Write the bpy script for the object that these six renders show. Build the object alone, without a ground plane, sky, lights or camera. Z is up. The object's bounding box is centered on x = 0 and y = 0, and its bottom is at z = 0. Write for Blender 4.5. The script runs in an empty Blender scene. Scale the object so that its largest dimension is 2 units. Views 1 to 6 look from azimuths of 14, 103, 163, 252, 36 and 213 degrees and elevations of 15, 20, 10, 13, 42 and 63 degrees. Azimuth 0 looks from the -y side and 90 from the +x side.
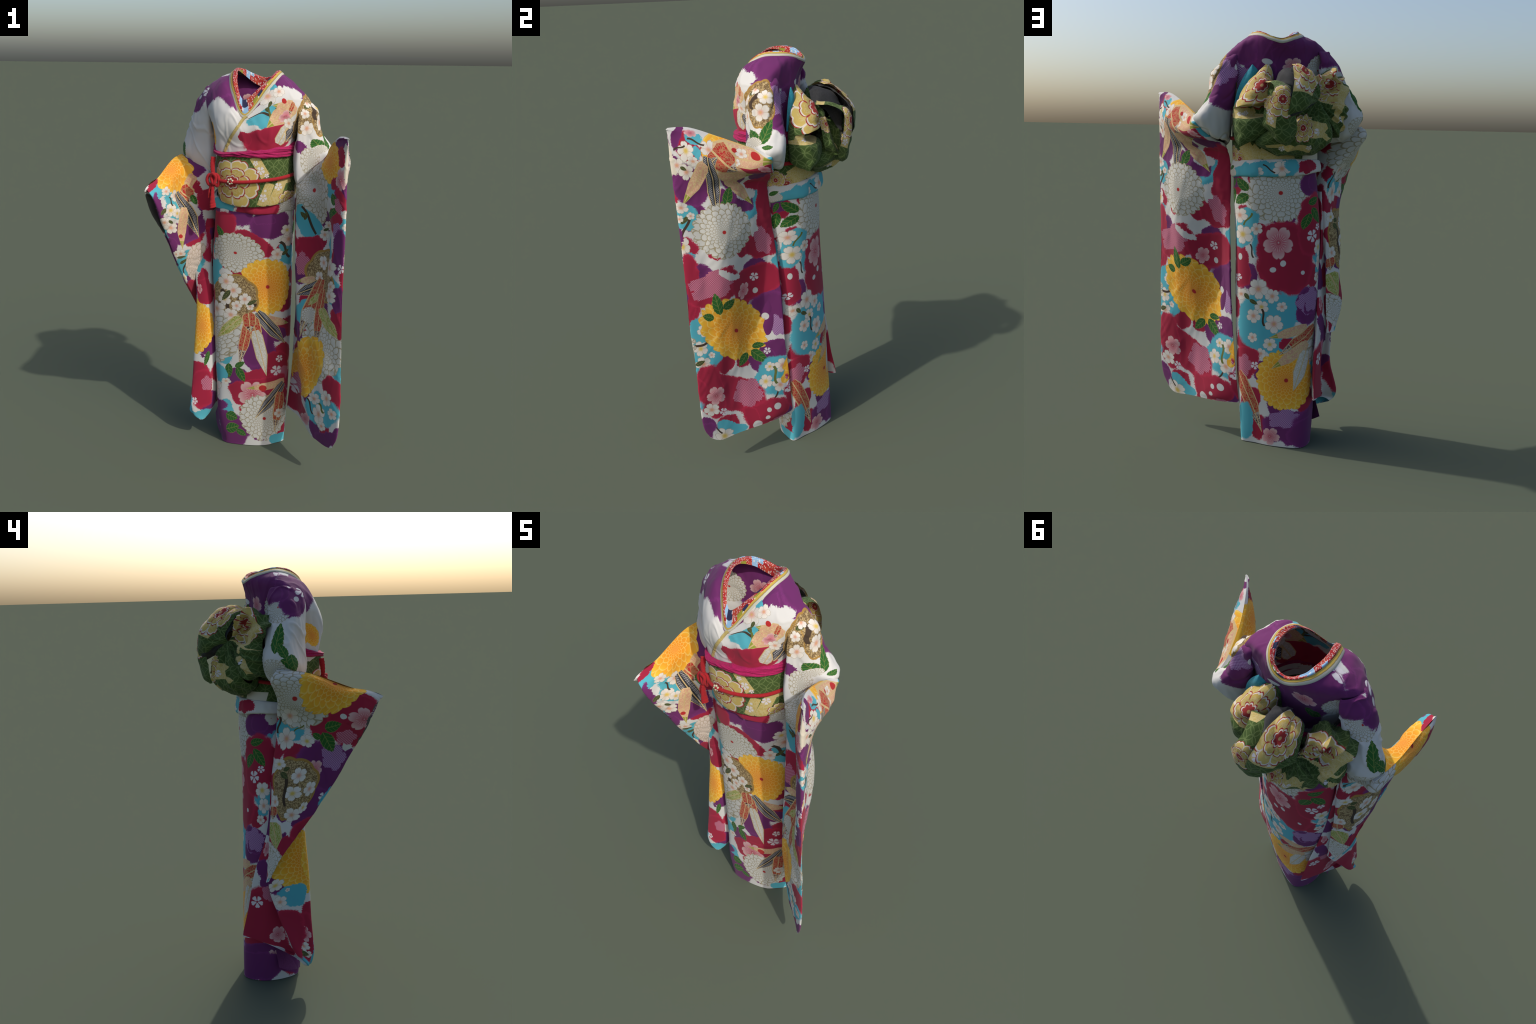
import bpy, bmesh, math, random
import numpy as np
from mathutils import Vector, noise
from mathutils.bvhtree import BVHTree

random.seed(7)
COL = bpy.context.scene.collection
PARTS = {}


# ------------------------------------------------------------------ helpers
def catmull(P, n, closed, axis, tension=0.5):
    """Catmull-Rom resampling of an array of control points along one axis."""
    P = np.moveaxis(np.asarray(P, float), axis, 0)
    m = len(P)
    spans = m if closed else m - 1
    out = []
    for s in range(spans):
        if closed:
            p0, p1, p2, p3 = (P[(s + k) % m] for k in (-1, 0, 1, 2))
        else:
            p1, p2 = P[s], P[s + 1]
            p0 = P[s - 1] if s > 0 else 2 * p1 - p2
            p3 = P[s + 2] if s + 2 < m else 2 * p2 - p1
        m1, m2 = (p2 - p0) * tension, (p3 - p1) * tension
        for t in np.linspace(0, 1, n, endpoint=False):
            h1 = 2 * t**3 - 3 * t**2 + 1
            h2 = t**3 - 2 * t**2 + t
            h3 = -2 * t**3 + 3 * t**2
            h4 = t**3 - t**2
            out.append(h1 * p1 + h2 * m1 + h3 * p2 + h4 * m2)
    if not closed:
        out.append(P[-1])
    return np.moveaxis(np.array(out), 0, axis)


def mesh_object(name, verts, faces, uvs=None, parent=None, mats=(), smooth=True):
    me = bpy.data.meshes.new(name)
    me.from_pydata([tuple(map(float, v)) for v in verts], [], faces)
    if uvs is not None:
        layer = me.uv_layers.new(name="cloth")
        layer.data.foreach_set("uv", np.asarray(uvs, np.float32).ravel())
    for m in mats:
        me.materials.append(m)
    me.polygons.foreach_set("use_smooth", [smooth] * len(me.polygons))
    me.update()
    ob = bpy.data.objects.new(name, me)
    COL.objects.link(ob)
    ob.parent = parent
    return ob


def loft(name, rows, closed=True, nu=10, nv=10, cap=False, relief=None, parent=None, tension=0.5):
    """Cloth surface through rows of control points.  The UV map holds metres of cloth:
    u runs round the row, v runs across the rows."""
    C = np.array(rows, float)
    G = catmull(C, nv, False, 0, tension)
    G = catmull(G, nu, closed, 1, tension)
    if relief is not None:
        G = relief(G, closed)
    R, K = G.shape[:2]
    Gc = np.concatenate([G, G[:, :1]], 1) if closed else G
    du = np.linalg.norm(np.diff(Gc, axis=1), axis=2).mean(0)
    dv = np.linalg.norm(np.diff(G, axis=0), axis=2).mean(1)
    U, V = np.r_[0, np.cumsum(du)], np.r_[0, np.cumsum(dv)]
    faces, uvs = [], []
    kk = K if closed else K - 1
    for r in range(R - 1):
        for k in range(kk):
            k2 = (k + 1) % K
            faces.append((r * K + k, r * K + k2, (r + 1) * K + k2, (r + 1) * K + k))
            uvs += [(U[k], V[r]), (U[k + 1], V[r]), (U[k + 1], V[r + 1]), (U[k], V[r + 1])]
    ob = mesh_object(name, G.reshape(-1, 3), faces, uvs, parent)
    PARTS[name] = ob
    ob["cloth_size"] = (float(U[-1]), float(V[-1]))
    return ob


def grid_normals(G, closed):
    if closed:
        tu = np.roll(G, -1, 1) - np.roll(G, 1, 1)
    else:
        tu = np.gradient(G, axis=1)
    tv = np.gradient(G, axis=0)
    n = np.cross(tu, tv)
    return n / np.maximum(np.linalg.norm(n, axis=2, keepdims=True), 1e-9)


def folds(amount, scale, stretch=(1, 1, 0.35), seed=0.0, tuck=0.0, fade=0.06):
    """Soft drapery relief: stretched noise along the normal, fading at the first and last rows."""
    def f(G, closed):
        N = grid_normals(G, closed)
        R = G.shape[0]
        out = G.copy()
        for r in range(R):
            e = min(1.0, min(r, R - 1 - r) / max(1.0, fade * R))
            for k in range(G.shape[1]):
                p = G[r, k]
                q = Vector((p[0] * stretch[0] * scale + seed, p[1] * stretch[1] * scale + seed * 1.7, p[2] * stretch[2] * scale))
                h = noise.fractal(q, 1.0, 2.0, 3)
                if tuck:                             # sharp creases along the zero lines of a slanted noise
                    t = noise.noise(Vector((p[0] * 13 + p[2] * 6 + seed, p[1] * 13 - p[2] * 5, p[2] * 4 + seed)))
                    h -= tuck * max(0.0, 1.0 - abs(t) / .10)
                out[r, k] = p + N[r, k] * (h * amount * e)
        return out
    return f


def tube(name, pts, radius, seg=10, n=8, closed=False, parent=None, twist=0.0, flat=1.0, ends=True):
    """Round cord swept along a curve."""
    P = catmull(np.array(pts, float), n, closed, 0)
    T = np.gradient(P, axis=0)
    if closed:
        T = np.roll(P, -1, 0) - np.roll(P, 1, 0)
    T /= np.maximum(np.linalg.norm(T, axis=1, keepdims=True), 1e-9)
    up = np.array((0.13, 0.21, 1.0))
    verts, faces = [], []
    L = np.r_[0, np.cumsum(np.linalg.norm(np.diff(P, axis=0), axis=1))]
    uvs = []
    nb = len(P)
    rad = radius if callable(radius) else (lambda t: radius)
    for i, (p, t) in enumerate(zip(P, T)):
        a = np.cross(t, up); a /= max(np.linalg.norm(a), 1e-9)
        b = np.cross(a, t)
        r = rad(i / max(1, nb - 1))
        for s in range(seg):
            w = 2 * math.pi * s / seg
            verts.append(p + r * (a * math.cos(w) * flat + b * math.sin(w)))
    rings = nb if closed else nb - 1
    for i in range(rings):
        j = (i + 1) % nb
        for s in range(seg):
            s2 = (s + 1) % seg
            faces.append((i * seg + s, i * seg + s2, j * seg + s2, j * seg + s))
            l0, l1 = L[i], (L[j] if j else L[i] + 0.005)
            uvs += [(s / seg, l0), ((s + 1) / seg, l0), ((s + 1) / seg, l1), (s / seg, l1)]
    if ends and not closed:
        faces.append(tuple(range(seg))[::-1]); uvs += [(0, 0)] * seg
        faces.append(tuple((nb - 1) * seg + s for s in range(seg))); uvs += [(0, 0)] * seg
    ob = mesh_object(name, verts, faces, uvs, parent)
    PARTS.setdefault(name, ob)
    return ob


def ring(z, *xy):
    return [(x, y, z) for x, y in xy]


# ------------------------------------------------------------------ the garment
kimono = bpy.data.objects.new("long_sleeved_kimono", None)
COL.objects.link(kimono)
kimono["label"] = "headless standing long sleeved flowered kimono with gold green sash bow"
kimono["category"] = "kimono"

# skirt: back, back right, right side, front right, front ridge, front, front left, left side, back left (two)
SKIRT = [
    ring(0.000, (.015, .178), (.090, .116), (.147, .066), (.103, .014), (.050, -.024), (-.050, -.044), (-.165, -.036), (-.200, .050), (-.185, .162), (-.108, .232)),
    ring(0.160, (.008, .190), (.092, .132), (.155, .070), (.128, .004), (.062, -.042), (-.050, -.062), (-.180, -.050), (-.222, .045), (-.192, .156), (-.114, .226)),
    ring(0.350, (-.002, .195), (.094, .144), (.162, .072), (.150, .000), (.075, -.058), (-.050, -.068), (-.186, -.044), (-.226, .040), (-.198, .148), (-.116, .216)),
    ring(0.750, (-.002, .186), (.106, .134), (.168, .068), (.163, -.010), (.090, -.078), (-.050, -.085), (-.196, -.056), (-.234, .034), (-.206, .142), (-.122, .200)),
    ring(1.050, (-.002, .184), (.112, .132), (.171, .066), (.166, -.010), (.100, -.086), (-.060, -.101), (-.198, -.070), (-.238, .026), (-.214, .132), (-.130, .186)),
    ring(1.240, (.000, .190), (.118, .146), (.178, .060), (.178, -.016), (.110, -.104), (-.040, -.130), (-.180, -.100), (-.218, .020), (-.202, .124), (-.120, .184)),
    ring(1.372, (.000, .180), (.118, .138), (.175, .050), (.176, -.026), (.110, -.110), (-.040, -.136), (-.170, -.108), (-.204, .015), (-.190, .114), (-.115, .172)),
]
loft("skirt", SKIRT, nu=16, nv=28, relief=folds(.006, 5.0, (1, 1, .16), 3.1), parent=kimono)


def grow(rows, d, z0=None):
    """The same sections pushed outwards by d."""
    out = []
    for r in rows:
        a = np.array(r, float); c = a.mean(0)
        v = a - c; v[:, 2] = 0
        a = a + v / np.linalg.norm(v, axis=1, keepdims=True) * d
        out.append(a)
    return out


waist = np.array(SKIRT[5])
def at(sec, d, z):
    a = grow([sec], d)[0]
    a[:, 2] = z if np.isscalar(z) else z
    return a

# waist fold under the sash: it sags in front and rises at the back
FOLD_LOW = np.array([1.333, 1.330, 1.322, 1.318, 1.310, 1.310, 1.326, 1.344, 1.350, 1.342])
FOLD_TOP = np.array([1.405, 1.398, 1.394, 1.392, 1.370, 1.358, 1.376, 1.390, 1.402, 1.405])
def hem(d, t):
    return at(waist, d, FOLD_LOW * (1 - t) + FOLD_TOP * t)
WAIST_FOLD = [hem(-.006, .02), hem(.003, -.02), hem(.012, .10), hem(.014, .45), hem(.009, .85), hem(.002, 1.06), hem(-.008, 1.10)]
loft("waist_fold", WAIST_FOLD, nu=16, nv=7, relief=folds(.008, 16, (1, 1, .6), 1.3, fade=.2), parent=kimono)

# sash (obi): wide stiff band
SASH = [
    ring(1.340, (.000, .172), (.115, .136), (.172, .058), (.174, -.024), (.115, -.118), (-.020, -.152), (-.145, -.130), (-.192, .010), (-.190, .106), (-.120, .168)),
    ring(1.352, (.000, .180), (.120, .142), (.182, .060), (.184, -.022), (.120, -.124), (-.020, -.162), (-.150, -.140), (-.204, .008), (-.200, .110), (-.125, .174)),
    ring(1.470, (.000, .174), (.125, .134), (.188, .054), (.184, -.028), (.118, -.136), (-.020, -.186), (-.150, -.164), (-.204, .000), (-.198, .100), (-.120, .162)),
    ring(1.585, (.000, .160), (.125, .124), (.188, .046), (.182, -.034), (.114, -.146), (-.020, -.194), (-.150, -.172), (-.202, -.014), (-.190, .086), (-.110, .142)),
    ring(1.600, (.000, .140), (.115, .110), (.176, .040), (.172, -.034), (.108, -.138), (-.020, -.182), (-.140, -.162), (-.188, -.012), (-.178, .078), (-.105, .125)),
]
SASH[0] = [(x, y, z - .012) for (x, y, _), z in zip(SASH[0], FOLD_TOP)]
SASH[1] = [(x, y, z) for (x, y, _), z in zip(SASH[1], FOLD_TOP)]
loft("sash", SASH, nu=16, nv=12, relief=folds(.003, 9, (1, 1, .5), 5.0), parent=kimono)

# sash scarf (obiage): soft magenta roll over the top edge of the sash
TOP = np.array(SASH[3])
SCARF_WIDE = np.array([1.0, 1.0, 1.1, 1.25, 1.0, .62, .45, .95, 1.25, 1.1])     # narrow where it dips in front
SCARF_MID = np.array([.0, .0, .004, .006, -.003, -.010, -.012, .010, .016, .006])
def scarf_row(d, dz):
    a = grow([TOP], d)[0]
    a[:, 2] = 1.616 + dz * SCARF_WIDE + SCARF_MID
    return a
SCARF = [scarf_row(-.012, -.020), scarf_row(.007, -.022), scarf_row(.013, -.012), scarf_row(.010, -.003), scarf_row(.014, .008), scarf_row(.006, .020), scarf_row(-.016, .024)]
def creased(G, closed):
    """Long wrinkles that run along the scarf and twist a little."""
    N = grid_normals(G, closed)
    out = G.copy()
    for r in range(1, G.shape[0] - 1):
        for k in range(G.shape[1]):
            p = G[r, k]
            w = noise.noise(Vector((p[0] * 9, p[1] * 9, p[2] * 95 + p[0] * 14)))
            out[r, k] = p + N[r, k] * (.5 - abs(w) * 2.4) * .0065
    return out
loft("sash_scarf", SCARF, nu=18, nv=9, relief=creased, parent=kimono)

# body: back, 2 back right, right side, 2 front right, front middle, 2 front left, left side, 2 back left
BODY = [
    ring(1.560, (.000, .130), (.070, .125), (.140, .090), (.172, .020), (.150, -.080), (.080, -.145), (-.020, -.168), (-.100, -.165), (-.165, -.130), (-.195, -.030), (-.180, .060), (-.100, .115)),
    ring(1.650, (.000, .118), (.070, .110), (.140, .075), (.182, .010), (.166, -.085), (.085, -.166), (-.010, -.180), (-.100, -.180), (-.168, -.150), (-.200, -.030), (-.175, .050), (-.100, .100)),
    [(.000, .106, 1.740), (.075, .100, 1.740), (.150, .068, 1.740), (.206, .010, 1.740), (.188, -.095, 1.735), (.095, -.176, 1.725), (-.012, -.194, 1.710), (-.100, -.200, 1.722), (-.170, -.165, 1.735), (-.222, -.030, 1.740), (-.185, .055, 1.740), (-.100, .098, 1.740)],
    [(.000, .108, 1.815), (.080, .104, 1.815), (.150, .068, 1.820), (.258, .018, 1.826), (.205, -.098, 1.810), (.100, -.164, 1.796), (-.018, -.190, 1.750), (-.102, -.192, 1.785), (-.188, -.136, 1.815), (-.274, .000, 1.838), (-.206, .064, 1.828), (-.100, .106, 1.815)],
    [(.000, .115, 1.870), (.075, .112, 1.874), (.142, .077, 1.888), (.222, .020, 1.888), (.202, -.092, 1.864), (.124, -.146, 1.858), (-.020, -.188, 1.764), (-.106, -.166, 1.842), (-.196, -.098, 1.888), (-.262, .020, 1.906), (-.200, .078, 1.902), (-.090, .113, 1.878)],
    [(.002, .129, 1.906), (.060, .124, 1.912), (.112, .094, 1.934), (.158, .046, 1.940), (.158, -.066, 1.930), (.108, -.134, 1.892), (-.021, -.187, 1.770), (-.102, -.146, 1.868), (-.166, -.080, 1.932), (-.206, .034, 1.948), (-.146, .102, 1.940), (-.068, .127, 1.914)],
    [(.000, .147, 1.938), (.045, .140, 1.948), (.085, .107, 1.965), (.112, .055, 1.971), (.117, -.030, 1.966), (.086, -.120, 1.912), (-.022, -.186, 1.777), (-.098, -.128, 1.880), (-.130, -.062, 1.950), (-.139, .030, 1.980), (-.106, .100, 1.968), (-.050, .138, 1.951)],
]
loft("upper_body", BODY, nu=14, nv=14, relief=folds(.006, 10, (1, 1, .5), 2.2, .5), parent=kimono)

# collar: trim band (cream and gold) and printed under-collar inside the neck opening
NECK = np.array(BODY[-1])
GOLD = np.array([(.000, .137, 1.950), (.045, .129, 1.959), (.080, .096, 1.976), (.101, .040, 1.984), (.101, -.040, 1.975), (.064, -.118, 1.915), (-.020, -.181, 1.791), (-.086, -.128, 1.896), (-.113, -.070, 1.964), (-.119, .020, 1.992), (-.091, .090, 1.981), (-.047, .126, 1.963)])
PRINT = np.array([(.000, .121, 1.951), (.040, .112, 1.960), (.068, .084, 1.978), (.084, .020, 1.988), (.078, -.060, 1.966), (.040, -.116, 1.920), (-.034, -.145, 1.855), (-.072, -.118, 1.914), (-.090, -.060, 1.982), (-.097, .004, 1.999), (-.075, .076, 1.987), (-.045, .107, 1.967)])
lift = np.array((0, 0, 1.0))
outward = NECK - GOLD
outward /= np.linalg.norm(outward, axis=1, keepdims=True)
TRIM = [NECK - lift * .006, NECK + outward * .002 + lift * .002, NECK * .6 + GOLD * .4 + lift * .004, NECK * .15 + GOLD * .85 + lift * .002, GOLD + lift * .003, GOLD - lift * .005]
loft("collar_trim", TRIM, nu=14, nv=4, parent=kimono)
drop = np.array([.045, .042, .034, .015, .006, .004, .002, .004, .006, .015, .034, .042])[:, None] * lift
UNDER = [GOLD - lift * .003, GOLD * .85 + PRINT * .15 + lift * .006, GOLD * .4 + PRINT * .6 + lift * .003, PRINT, PRINT - drop * .5 - lift * .002, PRINT - drop]
loft("under_collar", UNDER, nu=14, nv=5, relief=folds(.0015, 30, (1, 1, 1), 4.0), parent=kimono)

# overlapping lapel: its trimmed edge runs from the V of the neck down to the sash
body = PARTS["upper_body"].data
BODY_TREE = BVHTree.FromPolygons([v.co for v in body.vertices], [tuple(p.vertices) for p in body.polygons])
def laid_on(points, width, lift_, outer):
    P = catmull(np.array(points, float), 10, False, 0)
    rows = []
    for i, p in enumerate(P):
        co, n, _, _ = BODY_TREE.find_nearest(Vector(p))
        co, n = np.array(co), np.array(n)
        if n @ np.array(outer) < 0:
            n = -n
        t = P[min(i + 1, len(P) - 1)] - P[max(i - 1, 0)]; t /= np.linalg.norm(t)
        b = np.cross(n, t)
        rows.append([co + b * width * k + n * h for k, h in ((-.55, -.003), (-.5, lift_), (0, lift_ * 1.3), (.5, lift_), (.55, -.003))])
    return rows
LAPEL = laid_on([(-.014, -.186, 1.788), (-.050, -.194, 1.735), (-.086, -.190, 1.682), (-.112, -.168, 1.634), (-.120, -.160, 1.616)], .013, .004, (0, -1, .2))
loft("lapel_edge", LAPEL, closed=False, nu=5, nv=2, parent=kimono)

# ---- upper sleeves: back, back outer, outer, front outer, front, inner
ARM_L = [
    [(.180, .050, 1.885), (.196, .044, 1.887), (.210, .020, 1.890), (.206, -.034, 1.876), (.190, -.056, 1.862), (.190, .010, 1.880)],
    [(.186, .058, 1.858), (.214, .060, 1.864), (.242, .024, 1.868), (.234, -.040, 1.852), (.206, -.074, 1.832), (.205, .010, 1.850)],
    [(.186, .062, 1.822), (.230, .064, 1.830), (.272, .028, 1.834), (.262, -.044, 1.820), (.210, -.082, 1.798), (.215, .010, 1.815)],
    [(.180, .062, 1.790), (.240, .068, 1.800), (.296, .034, 1.800), (.288, -.046, 1.788), (.212, -.088, 1.765), (.220, .010, 1.780)],
    [(.205, .062, 1.700), (.278, .092, 1.706), (.314, .040, 1.706), (.298, -.040, 1.692), (.216, -.090, 1.672), (.202, .000, 1.700)],
    [(.226, .066, 1.620), (.316, .112, 1.634), (.358, .064, 1.632), (.322, -.020, 1.620), (.218, -.094, 1.592), (.186, .000, 1.620)],
    [(.236, .070, 1.555), (.336, .112, 1.576), (.388, .056, 1.586), (.326, -.016, 1.588), (.220, -.102, 1.520), (.195, -.005, 1.550)],
    [(.236, .058, 1.500), (.296, .084, 1.506), (.332, .044, 1.528), (.300, -.020, 1.530), (.226, -.106, 1.462), (.205, -.010, 1.480)],
    [(.244, .030, 1.496), (.266, .036, 1.500), (.282, .020, 1.508), (.266, -.010, 1.506), (.236, -.060, 1.478), (.226, .000, 1.488)],
]
ARM_R = [
    [(-.205, .080, 1.910), (-.230, .070, 1.913), (-.252, .034, 1.916), (-.236, -.026, 1.908), (-.214, -.050, 1.894), (-.225, .020, 1.905)],
    [(-.208, .094, 1.890), (-.246, .076, 1.896), (-.276, .038, 1.900), (-.254, -.032, 1.888), (-.216, -.062, 1.872), (-.236, .020, 1.885)],
    [(-.214, .104, 1.860), (-.272, .086, 1.868), (-.303, .042, 1.872), (-.276, -.032, 1.856), (-.224, -.066, 1.840), (-.240, .020, 1.855)],
    [(-.218, .092, 1.824), (-.294, .094, 1.832), (-.326, .046, 1.836), (-.294, -.030, 1.818), (-.232, -.064, 1.802), (-.236, .020, 1.810)],
    [(-.246, .120, 1.748), (-.336, .112, 1.760), (-.358, .050, 1.758), (-.308, -.026, 1.736), (-.234, -.060, 1.722), (-.230, .020, 1.740)],
    [(-.268, .138, 1.662), (-.374, .142, 1.678), (-.394, .072, 1.674), (-.320, -.016, 1.652), (-.232, -.060, 1.642), (-.212, .030, 1.650)],
    [(-.290, .156, 1.590), (-.396, .160, 1.604), (-.428, .092, 1.606), (-.345, -.004, 1.572), (-.234, -.062, 1.562), (-.200, .030, 1.570)],
    [(-.300, .140, 1.520), (-.372, .140, 1.536), (-.396, .078, 1.548), (-.335, .010, 1.518), (-.238, -.046, 1.490), (-.208, .030, 1.490)],
    [(-.300, .100, 1.490), (-.335, .100, 1.494), (-.350, .070, 1.502), (-.310, .020, 1.495), (-.255, -.010, 1.475), (-.235, .030, 1.475)],
]
loft("upper_sleeve", ARM_L, nu=18, nv=16, relief=folds(.009, 11, (1, 1, .45), 6.0, .55), parent=kimono)
PARTS["upper_sleeve_l"] = PARTS.pop("upper_sleeve")
loft("upper_sleeve", ARM_R, nu=18, nv=16, relief=folds(.009, 11, (1, 1, .45), 8.0, .55), parent=kimono)
PARTS["upper_sleeve_r"] = PARTS.pop("upper_sleeve")

# ---- hanging sleeve, wearer's left (x > 0)
# front edge, outer front, outer middle, outer back, back edge, side, inner edge, inner back, inner front, inner ridge
BAG_L = [
    [(.487, -.362, 1.718), (.440, -.285, 1.712), (.398, -.170, 1.666), (.375, -.040, 1.615), (.378, .046, 1.585), (.378, .050, 1.583), (.376, .030, 1.590), (.375, -.040, 1.615), (.398, -.170, 1.666), (.440, -.285, 1.712)],
    [(.491, -.366, 1.712), (.464, -.288, 1.698), (.428, -.170, 1.650), (.397, -.040, 1.600), (.388, .052, 1.574), (.364, .052, 1.570), (.352, .020, 1.578), (.358, -.045, 1.606), (.384, -.172, 1.655), (.440, -.310, 1.706)],
    [(.490, -.366, 1.700), (.476, -.288, 1.672), (.446, -.168, 1.622), (.408, -.040, 1.570), (.392, .050, 1.560), (.350, .050, 1.550), (.330, .000, 1.560), (.350, -.060, 1.590), (.380, -.170, 1.632), (.446, -.318, 1.690)],
    [(.490, -.360, 1.600), (.490, -.264, 1.592), (.466, -.168, 1.556), (.428, -.045, 1.524), (.360, .040, 1.500), (.280, .034, 1.490), (.262, -.060, 1.500), (.300, -.106, 1.530), (.370, -.222, 1.565), (.448, -.345, 1.595)],
    [(.488, -.355, 1.490), (.468, -.262, 1.496), (.426, -.164, 1.492), (.366, -.050, 1.490), (.270, .028, 1.486), (.222, -.010, 1.470), (.224, -.106, 1.456), (.306, -.100, 1.470), (.376, -.236, 1.480), (.442, -.338, 1.490)],
    [(.487, -.353, 1.448), (.460, -.262, 1.450), (.404, -.170, 1.450), (.308, -.074, 1.450), (.226, .008, 1.440), (.214, -.030, 1.436), (.226, -.106, 1.430), (.316, -.126, 1.440), (.380, -.238, 1.446), (.438, -.330, 1.448)],
    [(.487, -.350, 1.400), (.458, -.265, 1.400), (.408, -.165, 1.405), (.300, -.080, 1.410), (.206, -.008, 1.394), (.208, -.050, 1.394), (.226, -.105, 1.396), (.326, -.144, 1.400), (.386, -.236, 1.400), (.435, -.322, 1.400)],
    [(.488, -.345, 1.245), (.460, -.250, 1.245), (.424, -.152, 1.245), (.310, -.066, 1.245), (.205, .005, 1.245), (.208, -.040, 1.245), (.222, -.082, 1.250), (.330, -.102, 1.245), (.400, -.170, 1.245), (.424, -.301, 1.245)],
    [(.490, -.342, 1.050), (.456, -.250, 1.050), (.410, -.156, 1.050), (.278, -.080, 1.050), (.208, .026, 1.050), (.212, -.030, 1.050), (.224, -.092, 1.050), (.308, -.126, 1.050), (.384, -.186, 1.050), (.424, -.300, 1.050)],
    [(.494, -.336, .800), (.446, -.255, .790), (.366, -.166, .780), (.252, -.088, .790), (.206, .040, .800), (.226, -.035, .800), (.242, -.128, .800), (.306, -.182, .800), (.376, -.250, .800), (.440, -.310, .800)],
    [(.496, -.321, .620), (.446, -.245, .620), (.366, -.170, .620), (.264, -.085, .620), (.197, .046, .620), (.232, -.026, .620), (.260, -.150, .620), (.322, -.200, .620), (.386, -.266, .620), (.450, -.308, .620)],
    [(.496, -.313, .420), (.446, -.250, .420), (.362, -.174, .420), (.270, -.056, .420), (.184, .060, .420), (.236, -.008, .420), (.287, -.160, .420), (.340, -.205, .420), (.400, -.252, .420), (.455, -.298, .420)],
    [(.487, -.306, .265), (.440, -.240, .260), (.356, -.150, .240), (.266, -.010, .240), (.168, .066, .250), (.238, .000, .245), (.314, -.163, .255), (.355, -.200, .255), (.405, -.245, .258), (.452, -.288, .262)],
    [(.462, -.285, .190), (.435, -.240, .165), (.365, -.160, .172), (.256, -.008, .188), (.162, .069, .199), (.244, -.006, .188), (.330, -.150, .172), (.370, -.192, .168), (.415, -.235, .166), (.448, -.275, .180)],
]
loft("hanging_sleeve", BAG_L, nu=14, nv=18, relief=folds(.006, 9, (1, 1, .25), 4.4, .4, fade=.16), parent=kimono)
PARTS["hanging_sleeve_l"] = PARTS.pop("hanging_sleeve")

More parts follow.
